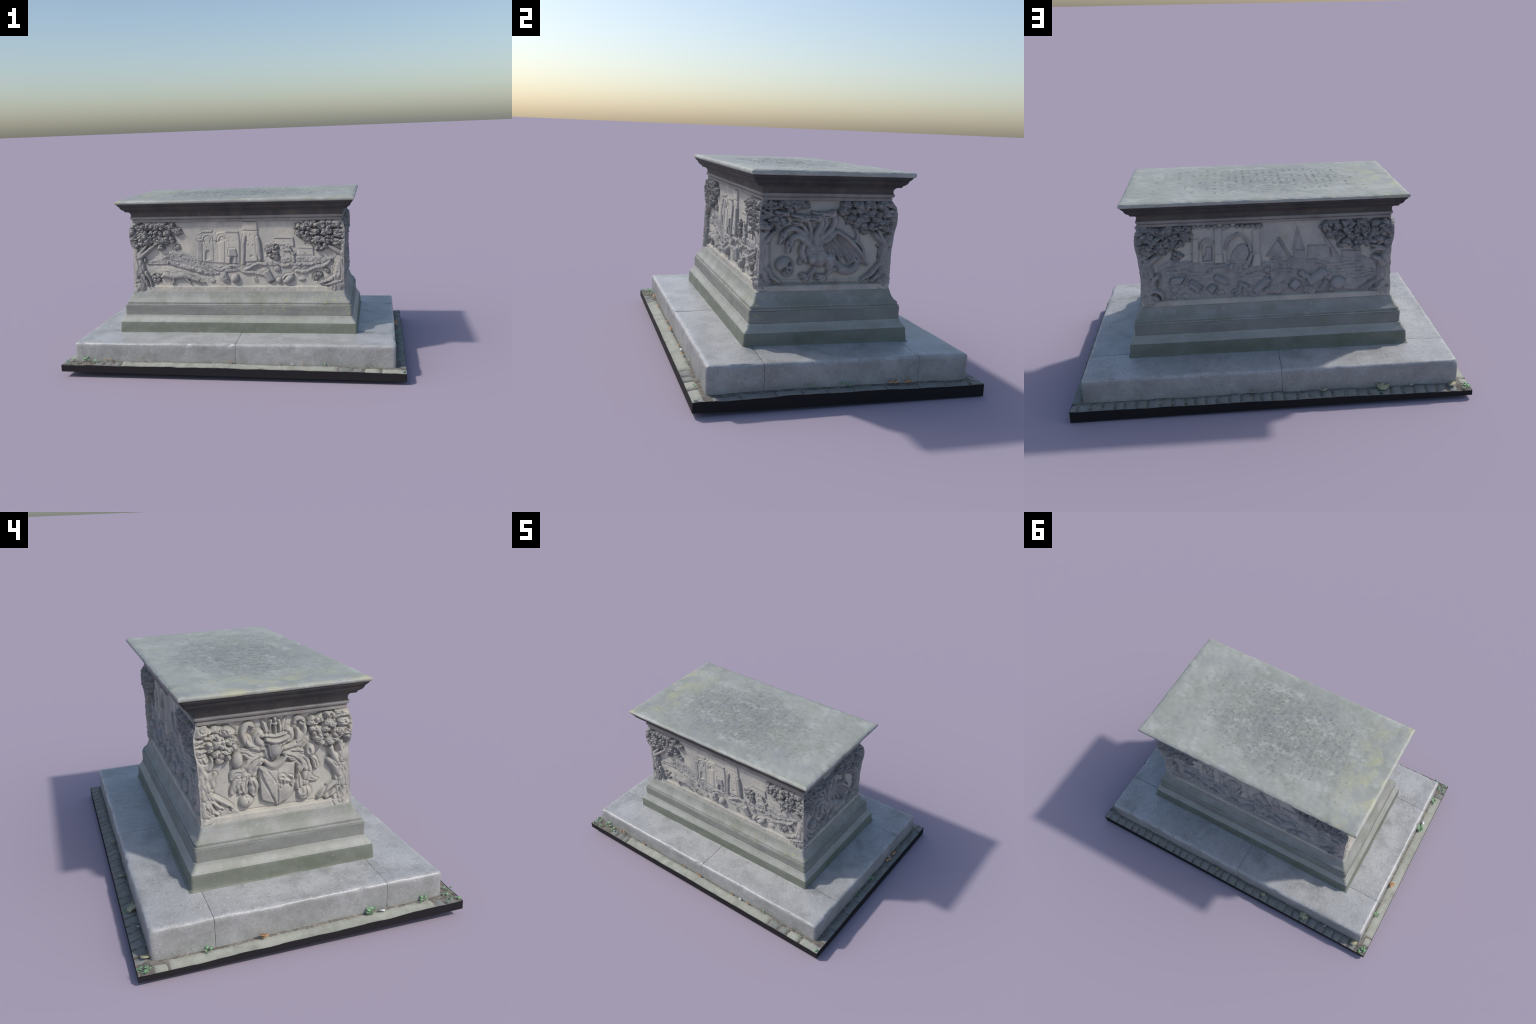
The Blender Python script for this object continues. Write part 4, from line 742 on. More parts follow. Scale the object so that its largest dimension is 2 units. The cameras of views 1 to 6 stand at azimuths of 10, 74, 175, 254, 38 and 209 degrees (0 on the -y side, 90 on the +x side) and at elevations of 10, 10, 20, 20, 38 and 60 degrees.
R.foliage([((-0.455, 0.708), 0.024), ((-0.464, 0.690), 0.014)], 0.017, 'leafy', amp=0.005, seed=24)
R.stroke([(-0.439, 0.681), (-0.410, 0.695), (-0.385, 0.713)], [0.006, 0.012, 0.004], 0.006, 'rubble_ridge', 'panel')
# pyramid, obelisk, church
R.poly([(-0.009, 0.681), (0.060, 0.777), (0.121, 0.667)], 0.0090, 'pyramid', bevel=0.010); R.stroke([(0.063, 0.774), (0.091, 0.720), (0.119, 0.668)], 0.004, 0.0098, 'pyramid')
R.poly([(0.129, 0.708), (0.158, 0.839), (0.198, 0.709)], 0.0100, 'obelisk', bevel=0.018); R.groove([(0.162, 0.822), (0.153, 0.770), (0.143, 0.717)], 0.004, 0.003); R.groove([(0.168, 0.818), (0.178, 0.769), (0.190, 0.715)], 0.004, 0.003)
R.poly([(0.139, 0.660), (0.137, 0.712), (0.195, 0.712), (0.198, 0.661)], 0.0110, 'obelisk', bevel=0.007)
R.poly([(0.208, 0.663), (0.212, 0.726), (0.304, 0.724), (0.326, 0.716), (0.335, 0.658)], 0.0065, 'church'); R.poly([(0.306, 0.723), (0.278, 0.815), (0.370, 0.672), (0.335, 0.662), (0.326, 0.712)], 0.0060, 'church', bevel=0.006); R.stroke([(0.279, 0.813), (0.326, 0.735), (0.368, 0.672)], 0.0050, 0.0095, 'church')
R.stroke([(0.214, 0.726), (0.304, 0.724)], 0.005, 0.009, 'church'); R.dent([(0.264, 0.677)][0], 0.006, 0.008, 0.006); R.groove([(0.326, 0.712), (0.334, 0.662)], 0.005, 0.005)
R.poly([(0.388, 0.661), (0.390, 0.692), (0.487, 0.687), (0.491, 0.662)], 0.0060, 'church'); R.stroke([(0.390, 0.692), (0.487, 0.687)], 0.005, 0.0085, 'church')
# fallen masonry
R.poly([(-0.506, 0.558), (-0.486, 0.597), (-0.419, 0.595), (-0.445, 0.553)], 0.0238, 'fallen_block', 'block', tilt=(0, 0.05)); R.poly([(-0.445, 0.553), (-0.419, 0.595), (-0.415, 0.581), (-0.437, 0.541)], 0.0162, '+fallen_block', 'block')
R.poly([(-0.402, 0.564), (-0.386, 0.575), (-0.338, 0.536), (-0.365, 0.500), (-0.407, 0.518)], 0.0162, 'carved_frieze', 'block', rough=0.004); R.poly([(-0.401, 0.564), (-0.389, 0.573), (-0.336, 0.534), (-0.349, 0.521)], 0.0227, 'carved_frieze', 'block')
for q in [(-0.385, 0.556), (-0.368, 0.545), (-0.354, 0.533), (-0.392, 0.529), (-0.378, 0.517)]: R.dent(q, 0.008, 0.007, 0.011)
R.poly([(-0.315, 0.525), (-0.283, 0.552), (-0.262, 0.528), (-0.284, 0.494)], 0.0238, 'fallen_block', 'block', tilt=(0.05, 0)); R.poly([(-0.284, 0.494), (-0.262, 0.528), (-0.251, 0.519), (-0.275, 0.485)], 0.0162, '+fallen_block', 'block')
R.drum(*[(-0.272, 0.587), (-0.209, 0.548)], 0.0170, 0.0238, 'fallen_column')
R.poly([(-0.154, 0.534), (-0.144, 0.557), (-0.097, 0.535), (-0.106, 0.513)], 0.0227, 'fallen_block', 'block', tilt=(0, 0.06)); R.stroke([(-0.184, 0.498), (-0.158, 0.509), (-0.136, 0.527)], [0.006, 0.010, 0.010], 0.0173, 'fallen_scroll', 'block'); R.stroke([(-0.170, 0.486), (-0.151, 0.496), (-0.140, 0.512)], [0.006, 0.009, 0.006], 0.0184, 'fallen_scroll', 'block')
R.drum([(-0.066, 0.492)][0], [(0.006, 0.564)][0], 0.0200, 0.026, 'fallen_column')
R.poly([(-0.204, 0.633), (-0.185, 0.661), (-0.170, 0.656), (-0.179, 0.615)], 0.0162, 'fallen_block', 'block'); R.poly([(-0.179, 0.615), (-0.171, 0.655), (-0.163, 0.645), (-0.168, 0.618)], 0.0080, '+fallen_block', 'block'); R.poly([(-0.312, 0.610), (-0.289, 0.638), (-0.279, 0.633), (-0.296, 0.605)], 0.0130, 'fallen_block', 'block')
R.poly([(-0.020, 0.610), (0.003, 0.630), (0.021, 0.608), (0.002, 0.588)], 0.0140, 'fallen_block', 'block')
R.poly([(0.162, 0.578), (0.160, 0.595), (0.177, 0.605), (0.221, 0.581), (0.216, 0.552), (0.194, 0.549)], 0.0206, 'column_capital', 'block', bevel=0.005); R.blob([(0.175, 0.583)][0], 0.016, 0.016, 0.0249, 'column_capital', 'block'); R.blob([(0.213, 0.561)][0], 0.012, 0.014, 0.0238, 'column_capital', 'block'); R.dent([(0.176, 0.581)][0], 0.006, 0.006, 0.008); R.groove([(0.184, 0.592), (0.213, 0.575)], 0.003, 0.004)
R.drum(*[(0.215, 0.532), (0.307, 0.590)], 0.0280, 0.028, 'fallen_column', flutes=6)
R.poly([(0.109, 0.520), (0.143, 0.560), (0.180, 0.530), (0.139, 0.488)], 0.0227, 'fallen_block', 'block', tilt=(0.04, 0.04)); R.poly([(0.109, 0.520), (0.139, 0.488), (0.142, 0.481), (0.113, 0.506)], 0.0151, '+fallen_block', 'block')
R.poly([(0.265, 0.496), (0.297, 0.548), (0.322, 0.534), (0.292, 0.480)], 0.0227, 'fluted_drum', 'block')
for k in (-0.008, 0.0, 0.008): R.groove([(a + k, b + k * 0.4) for a, b in [(0.277, 0.489), (0.309, 0.541)]], 0.0028, 0.005)
R.blob([(0.366, 0.524)][0], 0.037, 0.035, 0.0259, 'column_drum', 'block', power=0.25)
for q, r_ in zip([(0.051, 0.499), (0.018, 0.501), (0.080, 0.515), (0.209, 0.493), (0.231, 0.484), (0.331, 0.490)], (0.026, 0.022, 0.022, 0.022, 0.018, 0.014)): R.blob(q, r_ * 1.3, r_, 0.0173, 'rubble_stone', rough=0.008)
for q, r_ in zip([(-0.478, 0.522), (-0.451, 0.509), (-0.423, 0.488), (-0.488, 0.485), (-0.246, 0.498), (-0.116, 0.483), (-0.002, 0.496), (-0.441, 0.543)], (0.016, 0.013, 0.014, 0.014, 0.014, 0.014, 0.016, 0.012)): R.blob(q, r_ * 1.5, r_, 0.0151, 'rubble_stone', rough=0.008)
# left tree
R.stroke([(-0.612, 0.486), (-0.607, 0.544), (-0.609, 0.602), (-0.616, 0.652), (-0.628, 0.698), (-0.636, 0.729)], [0.046, 0.036, 0.032, 0.030, 0.026, 0.020], 0.028, 'tree_trunk', 'bark', rough=0.008, power=0.4)
R.stroke([(-0.621, 0.702), (-0.598, 0.719), (-0.580, 0.735)], [0.013, 0.012, 0.009], 0.030, 'tree_branch', 'bark'); R.stroke([(-0.609, 0.667), (-0.579, 0.692), (-0.548, 0.713)], [0.016, 0.015, 0.014], 0.030, 'tree_branch', 'bark'); R.stroke([(-0.589, 0.567), (-0.575, 0.589), (-0.563, 0.604)], [0.016, 0.014, 0.012], 0.028, 'tree_branch', 'bark')
R.dent([(-0.568, 0.562)][0], 0.014, 0.026, 0.014); R.blob([(-0.606, 0.693)][0], 0.014, 0.009, 0.030, 'tree_knot')
R.stroke([(-0.611, 0.514), (-0.578, 0.523), (-0.551, 0.510), (-0.541, 0.478)], [0.014, 0.012, 0.010, 0.006], 0.028, 'tree_root', 'bark'); R.stroke([(-0.620, 0.487), (-0.591, 0.495), (-0.567, 0.480)], 0.011, 0.030, 'tree_root', 'bark'); R.dent([(-0.585, 0.508)][0], 0.014, 0.008, 0.016); R.dent([(-0.627, 0.491)][0], 0.010, 0.008, 0.012)
R.foliage([((-0.635, 0.847), 0.023), ((-0.606, 0.838), 0.029), ((-0.646, 0.811), 0.019), ((-0.602, 0.799), 0.029), ((-0.639, 0.777), 0.026), ((-0.565, 0.836), 0.033), ((-0.572, 0.789), 0.029), ((-0.528, 0.816), 0.029), ((-0.485, 0.840), 0.033), ((-0.436, 0.845), 0.026), ((-0.401, 0.844), 0.022), ((-0.410, 0.814), 0.025), ((-0.467, 0.799), 0.029), ((-0.521, 0.772), 0.029), ((-0.541, 0.743), 0.030), ((-0.617, 0.746), 0.032), ((-0.469, 0.769), 0.025), ((-0.441, 0.768), 0.017), ((-0.497, 0.759), 0.022), ((-0.597, 0.732), 0.018), ((-0.547, 0.802), 0.019), ((-0.648, 0.748), 0.018)], 0.030, 'leafy', seed=21)
# right tree
R.stroke([(0.606, 0.478), (0.604, 0.527), (0.606, 0.586), (0.612, 0.633), (0.620, 0.679), (0.626, 0.709)], [0.048, 0.040, 0.034, 0.029, 0.022, 0.018], 0.022, 'tree_trunk', 'bark', rough=0.006, power=0.4)
R.stroke([(0.545, 0.721), (0.582, 0.711), (0.616, 0.691)], [0.008, 0.013, 0.014], 0.031, 'tree_branch', 'bark'); R.stroke([(0.549, 0.698), (0.575, 0.702), (0.597, 0.699)], [0.008, 0.012, 0.010], 0.030, 'tree_branch', 'bark'); R.stroke([(0.556, 0.657), (0.580, 0.646), (0.599, 0.618)], [0.012, 0.017, 0.018], 0.028, 'tree_branch', 'bark')
R.dent([(0.579, 0.673)][0], 0.022, 0.014, 0.014)
R.stroke([(0.583, 0.536), (0.539, 0.511), (0.487, 0.488)], [0.015, 0.012, 0.006], 0.022, 'tree_root', 'bark'); R.stroke([(0.599, 0.516), (0.573, 0.489), (0.544, 0.477)], [0.014, 0.012, 0.006], 0.026, 'tree_root', 'bark'); R.groove([(0.584, 0.509), (0.558, 0.490)], 0.006, 0.010); R.dent([(0.618, 0.493)][0], 0.014, 0.010, 0.014)
R.foliage([((0.313, 0.833), 0.026), ((0.347, 0.851), 0.026), ((0.361, 0.820), 0.027), ((0.344, 0.791), 0.029), ((0.376, 0.778), 0.022), ((0.415, 0.844), 0.033), ((0.419, 0.810), 0.027), ((0.442, 0.779), 0.030), ((0.417, 0.742), 0.027), ((0.470, 0.808), 0.023), ((0.502, 0.832), 0.033), ((0.482, 0.743), 0.029), ((0.514, 0.798), 0.030), ((0.529, 0.752), 0.031), ((0.564, 0.833), 0.030), ((0.561, 0.788), 0.030), ((0.577, 0.750), 0.027), ((0.615, 0.827), 0.030), ((0.631, 0.789), 0.031), ((0.618, 0.737), 0.021), ((0.639, 0.758), 0.019), ((0.601, 0.809), 0.023), ((0.395, 0.728), 0.017), ((0.464, 0.717), 0.017)], 0.025, 'leafy', seed=22)
emit(R, (O, -X, Y), BG_BACK, CORNER_C, CORNER_D, LX, LY, 0.98, -0.03)

# =============================================== left end: coat of arms
BG_LEFT = -0.0880
R = Relief(LY - 0.075)
foot_band(R, 0.0230, 0.001)
# root mounds
R.poly([(-0.270, 0.615), (-0.264, 0.566), (-0.239, 0.541), (-0.190, 0.513), (-0.158, 0.479), (-0.162, 0.463), (-0.325, 0.463), (-0.318, 0.567)], 0.010, 'root_mound', 'pale', 0.012, rough=0.004)
R.poly([(0.260, 0.558), (0.208, 0.526), (0.179, 0.489), (0.197, 0.477), (0.338, 0.480), (0.338, 0.543)], 0.010, 'root_mound', 'pale', 0.012, rough=0.004)
# mantling, left
P_ = 'pale'
R.stroke([(-0.041, 0.733), (-0.088, 0.746), (-0.117, 0.774), (-0.130, 0.809), (-0.119, 0.837), (-0.097, 0.843), (-0.088, 0.827)], [0.016, 0.014, 0.014, 0.015, 0.016, 0.014, 0.008], 0.022, 'mantling_scroll', P_)
R.stroke([(-0.078, 0.741), (-0.099, 0.768), (-0.109, 0.796)], [0.014, 0.020, 0.008], 0.017, 'mantling_scroll', P_); R.groove([(-0.107, 0.838), (-0.098, 0.830), (-0.091, 0.831)], 0.004, 0.010)
R.stroke([(-0.044, 0.754), (-0.067, 0.767), (-0.076, 0.788), (-0.062, 0.803), (-0.047, 0.791)], [0.014, 0.017, 0.018, 0.018, 0.012], 0.023, 'mantling_scroll', P_); R.groove([(-0.084, 0.766), (-0.083, 0.789), (-0.069, 0.804)], 0.003, 0.006)
R.leaf([(-0.048, 0.713), (-0.092, 0.730), (-0.135, 0.741)], [0.012, 0.014, 0.006], 0.017, 'mantling_leaf', P_)
R.leaf([(-0.052, 0.709), (-0.096, 0.706), (-0.122, 0.724), (-0.149, 0.728)], [0.014, 0.016, 0.018, 0.016], 0.018, 'mantling_leaf', P_); R.blob([(-0.159, 0.700)][0], 0.027, 0.036, 0.031, 'mantling_knob', P_); R.groove([(-0.139, 0.719), (-0.134, 0.691), (-0.149, 0.666)], 0.004, 0.008)
R.leaf([(-0.056, 0.704), (-0.094, 0.685), (-0.119, 0.655), (-0.144, 0.624), (-0.169, 0.593), (-0.186, 0.564)], [0.016, 0.022, 0.024, 0.024, 0.024, 0.012], 0.020, 'mantling_leaf', P_)
R.leaf([(-0.143, 0.644), (-0.170, 0.645), (-0.188, 0.623)], [0.018, 0.020, 0.008], 0.017, 'mantling_leaf', P_); R.leaf([(-0.152, 0.590), (-0.150, 0.569), (-0.157, 0.559)], [0.018, 0.016, 0.006], 0.017, 'mantling_leaf', P_)
R.leaf([(-0.060, 0.684), (-0.088, 0.657), (-0.103, 0.628), (-0.094, 0.605)], [0.014, 0.022, 0.020, 0.010], 0.024, 'mantling_leaf', P_); R.leaf([(-0.127, 0.625), (-0.132, 0.587), (-0.130, 0.551)], [0.018, 0.016, 0.010], 0.017, 'mantling_leaf', P_)
R.leaf([(-0.101, 0.603), (-0.092, 0.573), (-0.096, 0.546)], [0.016, 0.024, 0.014], 0.023, 'mantling_leaf', P_)
R.blob([(-0.130, 0.517)][0], 0.032, 0.028, 0.030, 'mantling_curl', P_, ang=10); R.dent([(-0.124, 0.533)][0], 0.018, 0.008, 0.010, -15); R.groove([(-0.131, 0.537), (-0.125, 0.515), (-0.133, 0.502)], 0.003, 0.006)
# mantling, right
R.stroke([(0.034, 0.726), (0.083, 0.736), (0.119, 0.763), (0.135, 0.798), (0.127, 0.833), (0.103, 0.844), (0.089, 0.829)], [0.014, 0.013, 0.012, 0.012, 0.013, 0.014, 0.009], 0.022, 'mantling_scroll', P_)
R.stroke([(0.108, 0.747), (0.108, 0.774), (0.102, 0.799)], [0.012, 0.016, 0.010], 0.018, 'mantling_scroll', P_); R.blob([(0.120, 0.824)][0], 0.014, 0.012, 0.022, 'mantling_scroll', P_); R.groove([(0.096, 0.834), (0.113, 0.835), (0.127, 0.826)], 0.004, 0.010)
R.stroke([(0.045, 0.755), (0.070, 0.769), (0.067, 0.797), (0.054, 0.802)], [0.012, 0.018, 0.018, 0.010], 0.022, 'mantling_scroll', P_)
R.leaf([(0.037, 0.712), (0.086, 0.719), (0.136, 0.740)], [0.014, 0.018, 0.005], 0.017, 'mantling_leaf', P_); R.leaf([(0.047, 0.700), (0.093, 0.704), (0.135, 0.694)], [0.014, 0.016, 0.012], 0.018, 'mantling_leaf', P_)
R.blob([(0.156, 0.700)][0], 0.024, 0.032, 0.030, 'mantling_knob', P_); R.dent([(0.149, 0.703)][0], 0.007, 0.014, 0.012)
R.leaf([(0.159, 0.673), (0.177, 0.653), (0.184, 0.627)], [0.008, 0.014, 0.014], 0.018, 'mantling_leaf', P_)
R.leaf([(0.051, 0.696), (0.089, 0.677), (0.113, 0.645), (0.102, 0.611)], [0.014, 0.021, 0.022, 0.010], 0.025, 'mantling_leaf', P_); R.leaf([(0.079, 0.690), (0.127, 0.668), (0.145, 0.626), (0.137, 0.581), (0.122, 0.547)], [0.012, 0.018, 0.020, 0.022, 0.014], 0.018, 'mantling_leaf', P_)
R.leaf([(0.137, 0.592), (0.162, 0.573), (0.187, 0.564)], [0.018, 0.012, 0.005], 0.013, 'mantling_leaf', P_); R.leaf([(0.101, 0.597), (0.101, 0.561), (0.107, 0.539)], [0.012, 0.020, 0.014], 0.020, 'mantling_leaf', P_)
R.blob([(0.127, 0.516)][0], 0.034, 0.030, 0.030, 'mantling_curl', P_, ang=10); R.groove([(0.133, 0.542), (0.132, 0.509), (0.114, 0.505)], 0.004, 0.009); R.dent([(0.111, 0.531)][0], 0.010, 0.014, 0.008)
# shield
R.poly([(-0.072, 0.663), (-0.026, 0.662), (0.040, 0.663), (0.089, 0.663), (0.085, 0.574), (0.079, 0.520), (0.053, 0.497), (0.024, 0.490), (0.007, 0.475), (-0.008, 0.488), (-0.039, 0.499), (-0.065, 0.512), (-0.070, 0.542), (-0.072, 0.599)], 0.019, 'shield', P_, 0.006, dome=0.006)
R.poly([(-0.066, 0.655), (-0.044, 0.650), (0.002, 0.577), (0.002, 0.487), (-0.020, 0.526), (-0.062, 0.615)], 0.0262, 'shield_charge', P_, 0.006, rough=0.003)
R.groove([(0.008, 0.639), (0.007, 0.569), (0.007, 0.482)], 0.0035, 0.004); R.groove([(-0.068, 0.647), (-0.020, 0.526), (-0.001, 0.487)], 0.003, 0.004)
R.stroke([(0.020, 0.584), (0.017, 0.603), (0.029, 0.611), (0.041, 0.599)], [0.006, 0.008, 0.008, 0.006], 0.0285, 'shield_charge', P_); R.stroke([(0.024, 0.595), (0.048, 0.587), (0.069, 0.577)], [0.009, 0.009, 0.007], 0.0285, 'shield_charge', P_)
for p in ([(0.025, 0.584), (0.019, 0.563)], [(0.065, 0.574), (0.070, 0.561)], [(0.069, 0.580), (0.073, 0.598), (0.059, 0.607)], [(0.037, 0.585), (0.034, 0.572)]): R.stroke(p, 0.0045, 0.0275, 'shield_charge', P_)
R.groove([(0.013, 0.580), (0.034, 0.573), (0.065, 0.563)], 0.004, 0.005)
# helmet, collar, crown
R.stroke([(-0.044, 0.685), (-0.026, 0.665), (-0.002, 0.657), (0.024, 0.668), (0.047, 0.689)], [0.010, 0.015, 0.019, 0.016, 0.008], 0.026, 'helmet_collar', P_)
R.poly([(-0.048, 0.758), (-0.023, 0.761), (0.042, 0.756), (0.056, 0.747), (0.035, 0.736), (-0.027, 0.741)], 0.022, 'helmet', P_, 0.006)
R.blob([(-0.014, 0.717)][0], 0.036, 0.040, 0.034, 'helmet', 'leafy'); R.blob([(-0.000, 0.725)][0], 0.034, 0.038, 0.044, 'helmet', 'leafy'); R.groove([(-0.034, 0.742), (-0.030, 0.711), (-0.019, 0.688)], 0.006, 0.010); R.groove([(-0.022, 0.699), (0.002, 0.689), (0.027, 0.710)], 0.004, 0.006)
R.poly([(-0.053, 0.865), (-0.027, 0.836), (-0.011, 0.797), (-0.014, 0.787), (-0.039, 0.794)], 0.019, 'crown_plume', P_, 0.006); R.poly([(0.058, 0.864), (0.022, 0.821), (0.026, 0.788), (0.045, 0.793), (0.048, 0.829)], 0.019, 'crown_plume', P_, 0.006); R.groove([(-0.048, 0.852), (-0.031, 0.823), (-0.025, 0.795)], 0.003, 0.004); R.groove([(0.051, 0.853), (0.037, 0.817), (0.034, 0.794)], 0.003, 0.004)
R.poly([(-0.023, 0.849), (0.004, 0.862), (0.031, 0.845), (0.031, 0.788), (-0.022, 0.791)], 0.010, 'crown', P_, 0.01)
R.stroke([(0.006, 0.791), (0.007, 0.828), (0.006, 0.860)], [0.010, 0.007, 0.008], 0.024, 'crown', P_); R.stroke([(-0.015, 0.794), (-0.014, 0.824), (-0.011, 0.847)], [0.008, 0.005, 0.008], 0.020, 'crown', P_); R.stroke([(0.026, 0.792), (0.025, 0.822), (0.024, 0.843)], [0.008, 0.005, 0.008], 0.020, 'crown', P_); R.blob([(0.005, 0.835)][0], 0.016, 0.006, 0.023, 'crown', P_)
R.dent([(-0.005, 0.819)][0], 0.007, 0.018, 0.012); R.dent([(0.017, 0.818)][0], 0.007, 0.018, 0.012)
R.stroke([(-0.037, 0.790), (0.002, 0.785), (0.050, 0.789)], [0.008, 0.010, 0.008], 0.027, 'crown', P_); R.stroke([(-0.033, 0.773), (0.008, 0.763), (0.056, 0.774)], [0.010, 0.013, 0.010], 0.036, 'crown', P_)
R.dent([(0.009, 0.791)][0], 0.030, 0.006, 0.006, 5)
# left tree
R.stroke([(-0.305, 0.484), (-0.305, 0.530), (-0.303, 0.582), (-0.302, 0.634), (-0.302, 0.682), (-0.301, 0.722)], [0.044, 0.040, 0.038, 0.036, 0.034, 0.028], 0.026, 'tree_trunk', P_, rough=0.006, power=0.4)
R.stroke([(-0.277, 0.682), (-0.268, 0.701), (-0.265, 0.724)], [0.014, 0.012, 0.010], 0.028, 'tree_branch', P_); R.stroke([(-0.294, 0.721), (-0.303, 0.739), (-0.308, 0.753)], 0.013, 0.029, 'tree_branch', P_); R.stroke([(-0.285, 0.716), (-0.290, 0.737)], 0.010, 0.028, 'tree_branch', P_)
R.stroke([(-0.267, 0.608), (-0.269, 0.632), (-0.255, 0.651)], [0.012, 0.012, 0.010], 0.022, 'tree_branch', P_); R.dent([(-0.281, 0.726)][0], 0.010, 0.018, 0.014); R.dent([(-0.327, 0.621)][0], 0.010, 0.008, 0.008)
for p in ([(-0.281, 0.568), (-0.264, 0.530), (-0.232, 0.500)], [(-0.265, 0.555), (-0.223, 0.527), (-0.191, 0.501)], [(-0.293, 0.535), (-0.275, 0.501), (-0.253, 0.479)], [(-0.313, 0.532), (-0.313, 0.496), (-0.294, 0.475)]): R.stroke(p, [0.012, 0.011, 0.006], 0.020, 'tree_root', P_)
for p in ([(-0.274, 0.525), (-0.259, 0.494)], [(-0.244, 0.524), (-0.235, 0.497)], [(-0.204, 0.506), (-0.199, 0.484)], [(-0.295, 0.511), (-0.290, 0.482)]): R.groove(p, 0.006, 0.008)
R.foliage([((-0.301, 0.832), 0.034), ((-0.239, 0.832), 0.029), ((-0.194, 0.821), 0.029), ((-0.276, 0.799), 0.026), ((-0.313, 0.781), 0.029), ((-0.272, 0.768), 0.026), ((-0.232, 0.784), 0.029), ((-0.186, 0.783), 0.025), ((-0.177, 0.757), 0.018), ((-0.238, 0.740), 0.026), ((-0.205, 0.742), 0.026), ((-0.233, 0.712), 0.021), ((-0.305, 0.755), 0.020), ((-0.199, 0.721), 0.015), ((-0.327, 0.809), 0.019)], 0.030, P_, leaf=0.011, amp=0.007, pits=True, seed=31)
# right tree
R.stroke([(0.295, 0.472), (0.295, 0.520), (0.295, 0.564), (0.293, 0.608), (0.291, 0.651), (0.294, 0.693)], [0.046, 0.038, 0.033, 0.031, 0.029, 0.024], 0.026, 'tree_trunk', P_, rough=0.005, power=0.4)
R.stroke([(0.240, 0.646), (0.264, 0.623), (0.282, 0.591)], [0.013, 0.019, 0.020], 0.026, 'tree_branch', P_); R.stroke([(0.249, 0.700), (0.260, 0.670), (0.278, 0.639)], [0.014, 0.016, 0.018], 0.026, 'tree_branch', P_); R.stroke([(0.322, 0.707), (0.311, 0.677), (0.300, 0.650)], [0.014, 0.016, 0.018], 0.028, 'tree_branch', P_); R.stroke([(0.289, 0.722), (0.285, 0.695)], 0.011, 0.026, 'tree_branch', P_); R.dent([(0.273, 0.689)][0], 0.016, 0.020, 0.014)
for p in ([(0.263, 0.540), (0.223, 0.513), (0.190, 0.487)], [(0.278, 0.515), (0.249, 0.494), (0.223, 0.480)], [(0.304, 0.511), (0.293, 0.491), (0.282, 0.478)]): R.stroke(p, [0.013, 0.012, 0.006], 0.021, 'tree_root', P_)
for p in ([(0.227, 0.531), (0.212, 0.500)], [(0.249, 0.513), (0.234, 0.489)], [(0.282, 0.515), (0.271, 0.491)], [(0.319, 0.516), (0.323, 0.486)]): R.groove(p, 0.006, 0.009)
R.foliage([((0.170, 0.824), 0.024), ((0.180, 0.787), 0.024), ((0.211, 0.833), 0.024), ((0.250, 0.840), 0.027), ((0.246, 0.798), 0.031), ((0.292, 0.840), 0.031), ((0.303, 0.801), 0.028), ((0.325, 0.815), 0.021), ((0.199, 0.748), 0.027), ((0.235, 0.730), 0.021), ((0.260, 0.740), 0.025), ((0.300, 0.763), 0.028), ((0.321, 0.743), 0.021), ((0.217, 0.777), 0.025), ((0.271, 0.770), 0.021), ((0.325, 0.780), 0.020)], 0.030, P_, leaf=0.011, amp=0.008, pits=True, seed=32)
emit(R, (O, -Y, -X), BG_LEFT, CORNER_D, CORNER_A, LY, LX, 0.93, -0.01)


